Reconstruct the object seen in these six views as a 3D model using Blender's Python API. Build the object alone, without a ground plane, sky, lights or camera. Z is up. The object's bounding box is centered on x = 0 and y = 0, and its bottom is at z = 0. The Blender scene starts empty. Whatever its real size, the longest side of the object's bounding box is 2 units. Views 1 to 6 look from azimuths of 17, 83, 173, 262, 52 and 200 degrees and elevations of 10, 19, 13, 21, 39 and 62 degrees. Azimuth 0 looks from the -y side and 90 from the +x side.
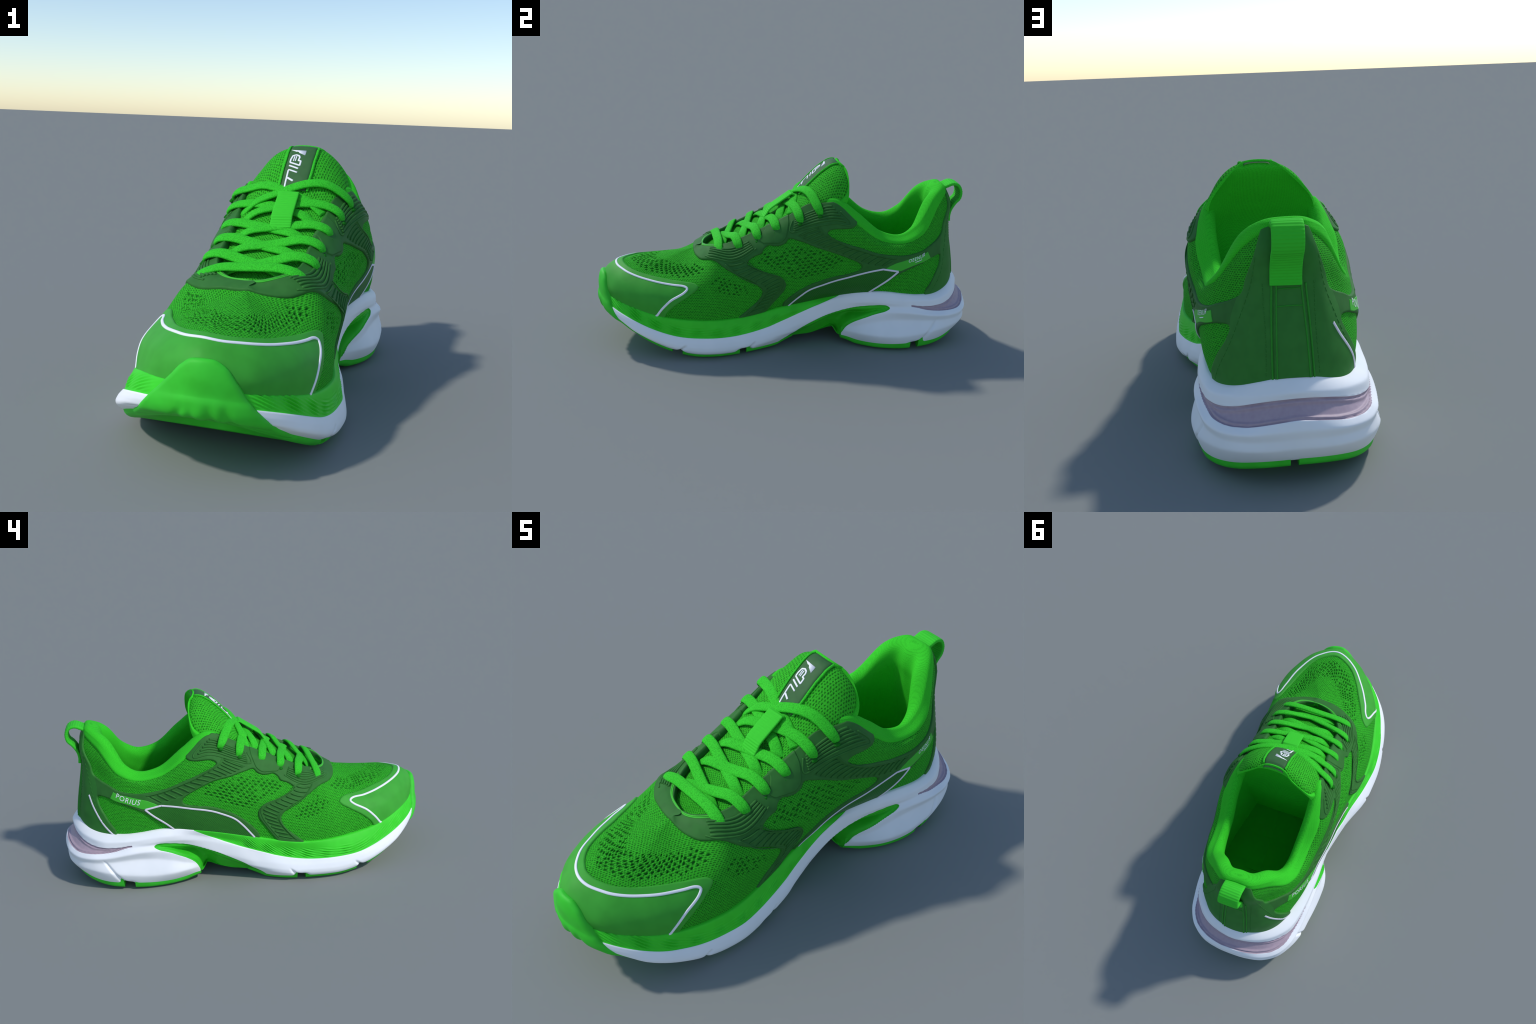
# ======================================================================
# 1. numeric helpers
# ======================================================================
import math
import numpy as np

def arr(a): return np.array(a, float)

def nonuniform_spline(tk, pk, t, period=None):
    """C1 spline through (tk, pk) with finite-difference tangents; optional period."""
    tk = np.asarray(tk, float); pk = np.asarray(pk, float)
    if pk.ndim == 1: pk = pk[:, None]
    if period:
        tk = np.r_[tk[-2:] - period, tk, tk[:2] + period]
        pk = np.vstack([pk[-2:], pk, pk[:2]])
        t = (np.asarray(t) - tk[2]) % period + tk[2]
    h = np.diff(tk); d = np.diff(pk, axis=0) / h[:, None]
    m = np.empty_like(pk)
    m[1:-1] = (d[:-1] * h[1:, None] + d[1:] * h[:-1, None]) / (h[:-1] + h[1:])[:, None]
    m[0] = d[0]; m[-1] = d[-1]
    i = np.clip(np.searchsorted(tk, t, side='right') - 1, 0, len(h) - 1)
    hh = h[i][:, None]; s = ((t - tk[i]) / h[i])[:, None]
    s2 = s * s; s3 = s2 * s
    return ((2*s3-3*s2+1)*pk[i] + (s3-2*s2+s)*hh*m[i] + (3*s2-2*s3)*pk[i+1] + (s3-s2)*hh*m[i+1])

def smooth(a, b, x):
    s = np.clip((x - a) / (b - a), 0, 1); return s * s * (3 - 2 * s)

def curve(points, n=60, closed=False):
    """smooth curve through control points, chord-length parameter"""
    p = arr(points)
    if closed:
        q = np.vstack([p, p[:1]])
        L = np.r_[0, np.cumsum(np.linalg.norm(np.diff(q, axis=0), axis=1) ** .5)]
        return nonuniform_spline(L[:-1], p, np.linspace(0, L[-1], n, endpoint=False), L[-1])
    L = np.r_[0, np.cumsum(np.linalg.norm(np.diff(p, axis=0), axis=1) ** .5)]
    return nonuniform_spline(L, p, np.linspace(0, L[-1], n))

def resample(p, n):
    L = np.r_[0, np.cumsum(np.linalg.norm(np.diff(p, axis=0), axis=1))]
    s = np.linspace(0, L[-1], n)
    return np.stack([np.interp(s, L, p[:, k]) for k in range(p.shape[1])], 1)

# ---------------------------------------------------------------- loop station
# The shoe is read round its outline: station T = 0 at the toe, +T along the
# +x side to the heel, -T along the -x side.  A capsule (front disc, straight
# flank, rear disc) turns a plan position into its station.
YF, YR, LF, LR = -0.5, 0.6, 0.66, 0.5
LH = LF + (YR - YF) + LR                       # half loop length

def axis_x(y): return 0.05 - 0.03 * np.clip((np.asarray(y, float) - YF) / (YR - YF), 0, 1)

def station(x, y):
    x = np.asarray(x, float); y = np.asarray(y, float)
    dx = x - axis_x(y)
    side = np.where(dx >= 0, 1.0, -1.0); ax = np.abs(dx)
    front = LF * np.arctan2(ax, np.maximum(YF - y, 1e-9)) / (math.pi / 2)
    rear = LF + (YR - YF) + LR * (1 - np.arctan2(ax, np.maximum(y - YR, 1e-9)) / (math.pi / 2))
    t = np.where(y < YF, front, np.where(y > YR, rear, LF + y - YF))
    return side * t

def ring(points, T):
    """periodic ring through xyz control points, evaluated at stations T"""
    p = arr(points); t = station(p[:, 0], p[:, 1])
    t[t < -LH + 1e-6] += 2 * LH
    o = np.argsort(t); t = t[o]; p = p[o]
    return nonuniform_spline(t, p, np.asarray(T, float), 2 * LH)

def profile_fill(cols, n, power=0.5, tension=1.0):
    """cols: (NT, K, 3) control points down each profile -> (NT, n, 3) smooth profile,
    samples even in length"""
    NT, K, _ = cols.shape
    seg = np.linalg.norm(np.diff(cols, axis=1), axis=2) + 1e-5
    u = np.concatenate([np.zeros((NT, 1)), np.cumsum(seg ** power, 1)], 1)
    h = np.diff(u, axis=1)[..., None]; d = np.diff(cols, axis=1) / h
    m = np.empty_like(cols)
    m[:, 1:-1] = (d[:, :-1] * h[:, 1:] + d[:, 1:] * h[:, :-1]) / (h[:, :-1] + h[:, 1:])
    m[:, 0] = d[:, 0]; m[:, -1] = d[:, -1]
    m = m * tension
    sub = 12
    out = []
    s = np.linspace(0, 1, sub, endpoint=False)[None, :, None]
    for k in range(K - 1):
        a, b = cols[:, k:k+1], cols[:, k+1:k+2]; hk = h[:, k:k+1]
        out.append((2*s**3-3*s*s+1)*a + (s**3-2*s*s+s)*hk*m[:, k:k+1] + (3*s*s-2*s**3)*b + (s**3-s*s)*hk*m[:, k+1:k+2])
    out.append(cols[:, -1:])
    F = np.concatenate(out, 1)
    L = np.concatenate([np.zeros((NT, 1)), np.cumsum(np.linalg.norm(np.diff(F, axis=1), axis=2), 1)], 1)
    res = np.empty((NT, n, 3))
    for i in range(NT):
        ss = np.linspace(0, L[i, -1], n)
        for c in range(3): res[i, :, c] = np.interp(ss, L[i], F[i, :, c])
    return res

def grid_normals(P, periodic=True, flip=False):
    if periodic: a = np.roll(P, -1, 0) - np.roll(P, 1, 0)
    else: a = np.gradient(P, axis=0)
    b = np.gradient(P, axis=1)
    n = np.cross(a, b); n /= np.linalg.norm(n, axis=2, keepdims=True) + 1e-12
    return -n if flip else n

# ======================================================================
# 2. the shoe's key lines (metres)
# ======================================================================
BITE = [(.06,-.972,.305),(.153,-.950,.291),(.235,-.885,.273),(.287,-.806,.255),(.321,-.729,.237),(.340,-.651,.221),
        (.351,-.571,.211),(.355,-.490,.205),(.350,-.409,.201),(.333,-.325,.199),(.310,-.242,.202),(.289,-.159,.213),
        (.267,-.077,.229),(.245,.008,.241),(.225,.096,.251),(.217,.180,.266),(.234,.260,.287),(.258,.340,.308),
        (.276,.421,.319),(.287,.503,.320),(.289,.590,.309),(.280,.681,.299),(.250,.770,.297),(.213,.826,.307),
        (.186,.856,.317),(.132,.892,.336),(.077,.912,.350),(.020,.918,.353),(-.038,.910,.347),(-.101,.882,.328),
        (-.135,.858,.317),(-.172,.816,.307),(-.207,.748,.300),(-.231,.674,.299),(-.250,.581,.309),(-.260,.489,.322),
        (-.269,.395,.323),(-.283,.304,.313),(-.293,.212,.299),(-.299,.114,.278),(-.303,.021,.256),(-.312,-.072,.235),
        (-.329,-.164,.219),(-.339,-.258,.209),(-.338,-.354,.206),(-.327,-.453,.209),(-.307,-.553,.219),(-.281,-.654,.231),
        (-.239,-.752,.254),(-.178,-.845,.282),(-.075,-.927,.297)]

# ---- upper: cross-sections, each from just above the bite line to the top line
POLE = (.05,-.50,.503)
UPPER_SECTIONS = {
 # toe, then the +x flank to the heel
 'toe':   [(.06,-.978,.340),(.060,-.966,.380),(.056,-.935,.414),(.052,-.870,.441),(.050,-.700,.461),POLE],
 'p':[[(.205,-.920,.322),(.195,-.905,.366),(.172,-.868,.406),(.143,-.790,.437),(.100,-.650,.465),POLE],
      [(.303,-.775,.300),(.292,-.760,.345),(.253,-.735,.388),(.190,-.680,.423),(.120,-.590,.465),POLE],
      [(.348,-.620,.270),(.335,-.615,.325),(.286,-.600,.380),(.205,-.570,.428),(.125,-.530,.474),(.05,-.485,.510)],
      [(.354,-.500,.262),(.340,-.500,.328),(.294,-.495,.398),(.218,-.480,.460),(.132,-.465,.505),(.05,-.450,.522)],
      [(.350,-.400,.270),(.337,-.400,.345),(.312,-.400,.425),(.270,-.405,.490),(.207,-.410,.531),(.12,-.425,.537)],
      [(.330,-.300,.275),(.332,-.300,.360),(.318,-.295,.432),(.280,-.300,.498),(.236,-.310,.540),(.187,-.330,.564)],
      [(.310,-.180,.280),(.322,-.175,.360),(.309,-.172,.455),(.278,-.170,.548),(.238,-.172,.600),(.192,-.172,.636)],
      [(.292,-.050,.310),(.311,-.045,.400),(.310,-.045,.490),(.287,-.050,.585),(.245,-.055,.656),(.202,-.030,.708)],
      [(.272,.080,.315),(.296,.080,.395),(.308,.080,.490),(.304,.080,.590),(.272,.075,.690),(.215,.095,.785)],
      [(.264,.200,.335),(.297,.200,.412),(.315,.200,.505),(.328,.200,.605),(.312,.200,.705),(.250,.215,.808)],
      [(.287,.320,.362),(.309,.320,.430),(.322,.320,.505),(.328,.320,.580),(.320,.325,.665),(.258,.330,.732)],
      [(.298,.450,.370),(.308,.450,.420),(.313,.450,.472),(.312,.450,.530),(.307,.452,.588),(.247,.455,.632)],
      [(.303,.570,.360),(.307,.570,.412),(.306,.570,.465),(.302,.570,.520),(.296,.570,.573),(.243,.570,.607)],
      [(.291,.680,.350),(.292,.678,.410),(.287,.676,.480),(.274,.674,.550),(.258,.672,.618),(.226,.664,.654)],
      [(.216,.824,.370),(.211,.815,.450),(.200,.802,.530),(.186,.792,.610),(.176,.790,.705),(.152,.772,.790)],
      [(.132,.888,.400),(.126,.878,.480),(.118,.867,.570),(.108,.860,.660),(.104,.862,.755),(.092,.828,.834)]],
 'heel':   [(.020,.910,.410),(.020,.895,.490),(.020,.875,.570),(.020,.860,.655),(.020,.864,.760),(.020,.832,.842)],
 'm':[[(-.080,-.918,.335),(-.074,-.904,.375),(-.062,-.866,.411),(-.040,-.790,.440),(.010,-.660,.466),POLE],
      [(-.191,-.806,.315),(-.180,-.791,.355),(-.148,-.760,.394),(-.105,-.700,.430),(-.030,-.600,.466),POLE],
      [(-.280,-.650,.278),(-.267,-.645,.326),(-.228,-.640,.374),(-.148,-.600,.422),(-.050,-.540,.472),(.05,-.485,.510)],
      [(-.311,-.500,.262),(-.294,-.500,.320),(-.256,-.500,.386),(-.178,-.490,.446),(-.070,-.470,.505),(.05,-.450,.524)],
      [(-.329,-.400,.265),(-.311,-.400,.335),(-.276,-.400,.405),(-.229,-.395,.472),(-.158,-.405,.514),(-.04,-.427,.524)],
      [(-.330,-.300,.275),(-.306,-.300,.345),(-.270,-.300,.420),(-.232,-.300,.480),(-.188,-.305,.526),(-.125,-.330,.552)],
      [(-.322,-.180,.280),(-.303,-.180,.352),(-.274,-.180,.440),(-.238,-.178,.525),(-.194,-.175,.590),(-.146,-.175,.626)],
      [(-.307,-.050,.300),(-.304,-.050,.372),(-.296,-.050,.460),(-.259,-.052,.552),(-.203,-.057,.645),(-.156,-.030,.694)],
      [(-.304,.080,.330),(-.304,.080,.400),(-.301,.080,.480),(-.278,.080,.580),(-.228,.080,.686),(-.176,.100,.770)],
      [(-.297,.200,.350),(-.297,.200,.420),(-.295,.200,.500),(-.287,.200,.595),(-.260,.200,.698),(-.192,.215,.808)],
      [(-.289,.320,.370),(-.292,.320,.430),(-.292,.320,.505),(-.283,.320,.590),(-.268,.325,.670),(-.198,.330,.732)],
      [(-.273,.450,.380),(-.278,.450,.430),(-.277,.450,.490),(-.267,.450,.550),(-.255,.452,.600),(-.190,.455,.635)],
      [(-.264,.570,.360),(-.267,.570,.420),(-.262,.570,.480),(-.250,.570,.540),(-.240,.570,.584),(-.186,.570,.613)],
      [(-.238,.680,.350),(-.238,.678,.410),(-.231,.676,.480),(-.216,.674,.550),(-.202,.672,.618),(-.172,.664,.660)],
      [(-.175,.812,.370),(-.168,.802,.450),(-.155,.790,.530),(-.140,.780,.610),(-.134,.780,.705),(-.114,.766,.792)],
      [(-.100,.878,.390),(-.094,.867,.470),(-.085,.858,.560),(-.075,.852,.650),(-.070,.856,.748),(-.056,.824,.834)]]}

def upper_columns(T):
    secs = [UPPER_SECTIONS['toe']] + UPPER_SECTIONS['p'] + [UPPER_SECTIONS['heel']] + UPPER_SECTIONS['m']
    # a section's station is that of its lowest point
    t = arr([station(s[0][0], s[0][1]) for s in secs]); t[0] = station(.06, -.978)
    t[t < -LH + 1e-6] += 2 * LH
    o = np.argsort(t); S = arr(secs)[o]; t = t[o]
    cols = [ring(BITE, T)]
    for j in range(S.shape[1]): cols.append(nonuniform_spline(t, S[:, j], T, 2 * LH))
    return np.stack(cols, 1)

def upper_grid(nt, nv):
    T = np.linspace(-LH, LH, nt, endpoint=False)
    P = profile_fill(upper_columns(T), nv)
    return T, P

# ---- midsole rings, +x side toe to heel; the other side mirrors about mid_x(y)
def mid_x(y):
    return np.interp(y, [-1,-.88,-.7,-.6,-.5,-.35,-.2,-.1,.07,.2,.35,.45,.55,.65,.8,1],
                        [.065,.038,.028,.013,.008,.003,-.007,-.013,-.027,-.026,-.004,.006,.014,.018,.018,.02])
SHOULDER = [(.065,-.980,.280),(.160,-.953,.270),(.245,-.893,.250),(.305,-.805,.228),(.338,-.725,.205),(.355,-.645,.181),(.366,-.560,.166),
            (.371,-.470,.160),(.368,-.380,.159),(.346,-.290,.158),(.322,-.200,.166),(.297,-.100,.186),(.272,0,.210),(.246,.080,.230),
            (.238,.160,.249),(.250,.250,.272),(.278,.350,.289),(.303,.450,.294),(.313,.550,.287),(.314,.620,.281),(.305,.700,.277),
            (.280,.785,.276),(.215,.870,.289),(.120,.930,.304),(.02,.955,.315)]
BORDER = [(.065,-.985,.262),(.165,-.957,.250),(.253,-.890,.229),(.315,-.808,.200),(.349,-.727,.170),(.362,-.645,.142),(.373,-.558,.124),
          (.378,-.468,.118),(.376,-.378,.117),(.355,-.287,.118),(.329,-.196,.128),(.302,-.106,.146),(.274,-.018,.170),(.253,.071,.198),
          (.244,.157,.222),(.254,.250,.246),(.282,.350,.262),(.304,.450,.267),(.317,.550,.263),(.315,.648,.259),(.303,.730,.248),
          (.288,.785,.245),(.253,.840,.247),(.212,.884,.258),(.120,.934,.282),(.02,.952,.293)]
BAND = [(.065,-.985,.230),(.170,-.957,.218),(.262,-.887,.195),(.327,-.802,.165),(.360,-.722,.138),(.372,-.645,.115),(.382,-.558,.098),
        (.387,-.468,.090),(.385,-.378,.090),(.365,-.287,.090),(.340,-.196,.097),(.314,-.100,.113),(.284,-.018,.118),(.260,.071,.142),
        (.248,.157,.170),(.254,.250,.204),(.275,.350,.234),(.298,.450,.249),(.315,.550,.247),(.319,.648,.240),(.310,.730,.219),
        (.297,.790,.212),(.281,.857,.211),(.243,.914,.210),(.175,.958,.216),(.100,.984,.230),(.02,.992,.240)]
LIP = [(.065,-.980,.200),(.170,-.950,.190),(.266,-.880,.165),(.333,-.800,.135),(.365,-.720,.110),(.378,-.645,.090),(.388,-.558,.075),
       (.392,-.468,.067),(.390,-.378,.066),(.370,-.287,.067),(.345,-.196,.073),(.318,-.100,.088),(.285,-.020,.095),(.255,.060,.105),(.247,.130,.125),
       (.244,.200,.145),(.244,.260,.150),(.262,.310,.145),(.297,.370,.172),(.312,.430,.199),(.322,.500,.214),(.333,.580,.218),
       (.334,.680,.208),(.324,.760,.196),(.303,.850,.190),(.262,.920,.189),(.190,.972,.193),(.110,.995,.200),(.02,1.003,.205)]
CREASE = [(.065,-.970,.185),(.170,-.942,.175),(.262,-.875,.150),(.331,-.800,.118),(.364,-.720,.092),(.378,-.645,.072),(.388,-.558,.058),
          (.392,-.468,.050),(.390,-.378,.049),(.370,-.287,.050),(.345,-.196,.056),(.315,-.100,.070),(.272,-.020,.078),(.235,.060,.083),(.232,.130,.096),
          (.228,.200,.108),(.230,.260,.106),(.258,.310,.115),(.295,.370,.135),(.312,.430,.155),(.318,.500,.168),(.321,.600,.173),
          (.322,.680,.170),(.316,.760,.165),(.296,.850,.163),(.256,.918,.163),(.186,.966,.166),(.110,.988,.170),(.02,.997,.175)]
RIDGE = [(.065,-.955,.172),(.170,-.930,.162),(.258,-.868,.135),(.325,-.790,.103),(.357,-.715,.078),(.372,-.645,.060),(.382,-.558,.045),
         (.386,-.468,.037),(.384,-.378,.036),(.364,-.287,.037),(.338,-.196,.043),(.300,-.100,.053),(.258,-.020,.058),(.220,.060,.062),(.210,.130,.066),
         (.206,.200,.070),(.215,.260,.072),(.262,.310,.088),(.307,.370,.092),(.333,.430,.090),(.346,.500,.086),(.351,.580,.086),
         (.347,.660,.092),(.334,.760,.108),(.303,.848,.120),(.259,.918,.128),(.187,.969,.134),(.109,.989,.137),(.02,.995,.140)]
SOLE_EDGE = [(.065,-.930,.160),(.165,-.905,.148),(.245,-.850,.120),(.310,-.775,.088),(.340,-.705,.063),(.352,-.640,.045),(.358,-.558,.030),
             (.362,-.468,.023),(.360,-.378,.021),(.340,-.287,.022),(.314,-.196,.028),(.277,-.100,.032),(.235,-.020,.036),(.200,.060,.034),
             (.186,.130,.034),(.186,.200,.036),(.202,.260,.040),(.238,.305,.045),(.267,.370,.034),(.298,.440,.030),(.318,.515,.028),(.326,.600,.028),
             (.318,.680,.031),(.302,.760,.038),(.260,.839,.050),(.212,.892,.063),(.152,.930,.076),(.087,.949,.083),(.02,.955,.086)]

def spread(y):
    # extra width of the lower sole on the -x side
    return np.interp(y, [-.9,-.8,-.7,-.57,-.47,-.34,-.22,-.05,.1], [0,-.010,-.020,-.004,-.008,-.012,-.024,-.010,0])

def mirror(points, low=0.0):
    """complete a +x ring with its -x half (end points lie on the centre line)"""
    return list(points) + [(2 * float(mid_x(y)) - x + low * float(spread(y)), y, z - low * .012 * math.exp(-((y + .08) / .12) ** 2) * (z > .03)) for x, y, z in points[1:-1]][::-1]

def toe_spring(points, k):
    # the front of the sole rocks upward
    return [(x, y, z + k * float(np.interp(y, [-1,-.9,-.8,-.7,-.6,-.5], [.050,.047,.041,.031,.016,.003]))) for x, y, z in points]

def midsole_columns(T):
    bite = ring(BITE, T)
    inward = np.stack([axis_x(bite[:, 1]) - bite[:, 0], np.clip(0.0 - bite[:, 1], -.3, .3) * 0, 0 * bite[:, 0]], 1)
    c = np.stack([axis_x(bite[:, 1]), np.clip(bite[:, 1], YF, YR)], 1)
    d = bite[:, :2] - c; d /= np.linalg.norm(d, axis=1, keepdims=True)
    tuck = bite.copy(); tuck[:, :2] -= d * .03; tuck[:, 2] += .004
    top = bite.copy(); top[:, :2] += d * .004; top[:, 2] += .001
    cols = [tuck, top] + [ring(mirror(toe_spring(r, k), low), T) for r, k, low in ((SHOULDER, 0, 0), (BORDER, 0, .2), (BAND, .25, .7), (LIP, .5, 1), (CREASE, .75, 1), (RIDGE, .9, 1), (SOLE_EDGE, 1, 1))]
    inner = cols[-1].copy()
    inner[:, :2] -= d * .06; inner[:, 2] += .004
    cols.append(inner)
    return np.stack(cols, 1)
# ---- end of geometry description
# ======================================================================
# 3. mesh machinery
# ======================================================================
import bpy
from mathutils import Vector, kdtree

def grid_tris(nt, nv, periodic=True):
    i = np.arange(nt if periodic else nt - 1); j = np.arange(nv - 1)
    I, J = np.meshgrid(i, j, indexing='ij'); I2 = (I + 1) % nt
    a = (I * nv + J).ravel(); b = (I2 * nv + J).ravel(); c = (I2 * nv + J + 1).ravel(); d = (I * nv + J + 1).ravel()
    return np.concatenate([np.stack([a, b, c], 1), np.stack([a, c, d], 1)])

def iso_split(V, tris, col):
    """cut the triangles along V[:, col] = 0; V carries all per-vertex values (linear)"""
    f = V[:, col].copy(); f[np.abs(f) < 1e-9] = 1e-9
    s = f > 0
    st = s[tris]; k = st.sum(1)
    keep = tris[(k == 0) | (k == 3)]
    cross = tris[(k == 1) | (k == 2)]
    if len(cross) == 0: return V, tris
    sc = s[cross]; lone = np.where(sc.sum(1) == 1, np.argmax(sc, 1), np.argmin(sc, 1))
    r = np.arange(len(cross))
    A = cross[r, lone]; B = cross[r, (lone + 1) % 3]; C = cross[r, (lone + 2) % 3]
    E = np.concatenate([np.stack([A, B], 1), np.stack([A, C], 1)])
    Es = np.sort(E, 1); key = Es[:, 0].astype(np.int64) * len(V) + Es[:, 1]
    uk, idx, inv = np.unique(key, return_index=True, return_inverse=True)
    e = Es[idx]; w = f[e[:, 0]] / (f[e[:, 0]] - f[e[:, 1]])
    nvx = V[e[:, 0]] * (1 - w)[:, None] + V[e[:, 1]] * w[:, None]; nvx[:, col] = 0
    V2 = np.vstack([V, nvx]); n = len(cross)
    ab = len(V) + inv[:n]; ac = len(V) + inv[n:]
    new = np.concatenate([np.stack([A, ab, ac], 1), np.stack([ab, B, C], 1), np.stack([ab, C, ac], 1)])
    return V2, np.concatenate([keep, new])

def side_of(V, tris, col):
    """sign of every triangle of an already split mesh"""
    m = V[tris, col]
    return m[np.arange(len(m)), np.argmax(np.abs(m), 1)] > 0

def compact(V, tris):
    u, inv = np.unique(tris, return_inverse=True)
    return V[u], inv.reshape(tris.shape)

def boundary_edges(tris):
    e = np.concatenate([tris[:, [0, 1]], tris[:, [1, 2]], tris[:, [2, 0]]])
    key = np.sort(e, 1); k = key[:, 0].astype(np.int64) * (tris.max() + 1) + key[:, 1]
    u, idx, cnt = np.unique(k, return_index=True, return_counts=True)
    return e[idx[cnt == 1]]

MATS = {}
ROOT = None
def add_object(name, verts, faces, mat, parent=None, smooth_shade=True, normals=None, stuff=False, sharp=None):
    me = bpy.data.meshes.new(name)
    verts = np.asarray(verts, float)
    if isinstance(faces, np.ndarray):
        nf, k = faces.shape
        me.vertices.add(len(verts)); me.vertices.foreach_set('co', verts[:, :3].ravel())
        me.loops.add(nf * k); me.loops.foreach_set('vertex_index', faces.ravel().astype(np.int32))
        me.polygons.add(nf); me.polygons.foreach_set('loop_start', np.arange(0, nf * k, k, dtype=np.int32))
        me.update(calc_edges=True); me.validate()
    else:
        me.from_pydata([tuple(v) for v in verts], [], faces); me.update()
    if smooth_shade:
        me.polygons.foreach_set('use_smooth', np.ones(len(me.polygons), bool))
        if sharp: me.set_sharp_from_angle(angle=math.radians(sharp))
    if normals is not None and len(me.vertices) == len(normals):
        me.normals_split_custom_set_from_vertices([tuple(n) for n in normals])
    ob = bpy.data.objects.new(name, me)
    bpy.context.scene.collection.objects.link(ob)
    if mat: me.materials.append(mat)
    ob.parent = parent or ROOT
    if stuff: ob['kind'] = 'stuff'
    return ob

def frames(path):
    """tangent / side / up frames along a path (rotation minimising)"""
    t = np.gradient(path, axis=0); t /= np.linalg.norm(t, axis=1, keepdims=True)
    return t

def sweep(path, up, half_w, half_h, n=16, power=2.4, taper=True, closed=False):
    """sweep a super-ellipse (half_w across, half_h along up) down a path"""
    path = arr(path); m = len(path)
    t = np.gradient(path, axis=0)
    if closed: t = np.roll(path, -1, 0) - np.roll(path, 1, 0)
    t /= np.linalg.norm(t, axis=1, keepdims=True)
    up = np.broadcast_to(arr(up), path.shape)
    side = np.cross(t, up); side /= np.linalg.norm(side, axis=1, keepdims=True) + 1e-12
    upn = np.cross(side, t)
    a = np.linspace(0, 2 * math.pi, n, endpoint=False)
    ca, sa = np.cos(a), np.sin(a)
    ca = np.sign(ca) * np.abs(ca) ** (2 / power); sa = np.sign(sa) * np.abs(sa) ** (2 / power)
    hw = np.broadcast_to(half_w, (m,)); hh = np.broadcast_to(half_h, (m,))
    V = path[:, None] + side[:, None] * (hw[:, None] * ca)[..., None] + upn[:, None] * (hh[:, None] * sa)[..., None]
    V = V.reshape(-1, 3); F = []
    rng = range(m if closed else m - 1)
    for i in rng:
        k = (i + 1) % m
        for j in range(n):
            F.append((i * n + j, i * n + (j + 1) % n, k * n + (j + 1) % n, k * n + j))
    if not closed:
        F.append(tuple(range(n))[::-1]); F.append(tuple((m - 1) * n + j for j in range(n)))
    return V, F

def join_pieces(pieces):
    Vs, Fs, o = [], [], 0
    for V, F in pieces:
        Vs.append(np.asarray(V)[:, :3]); Fs += [tuple(int(i) + o for i in f) for f in F]; o += len(V)
    return np.vstack(Vs), Fs

def poly_distance(poly, pts):
    """signed distance (inside > 0) of 2D pts to a closed polygon"""
    poly = arr(poly); a = poly; b = np.roll(poly, -1, 0)
    d2 = np.full(len(pts), 1e9); ins = np.zeros(len(pts), bool)
    for p, q in zip(a, b):
        e = q - p; w = pts - p
        s = np.clip((w @ e) / (e @ e + 1e-15), 0, 1)
        d2 = np.minimum(d2, ((w - s[:, None] * e) ** 2).sum(1))
        c = ((p[1] > pts[:, 1]) != (q[1] > pts[:, 1]))
        with np.errstate(divide='ignore', invalid='ignore'):
            xx = (q[0] - p[0]) * (pts[:, 1] - p[1]) / (q[1] - p[1]) + p[0]
        ins ^= c & (pts[:, 0] < xx)
    return np.where(ins, 1, -1) * np.sqrt(d2)
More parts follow.
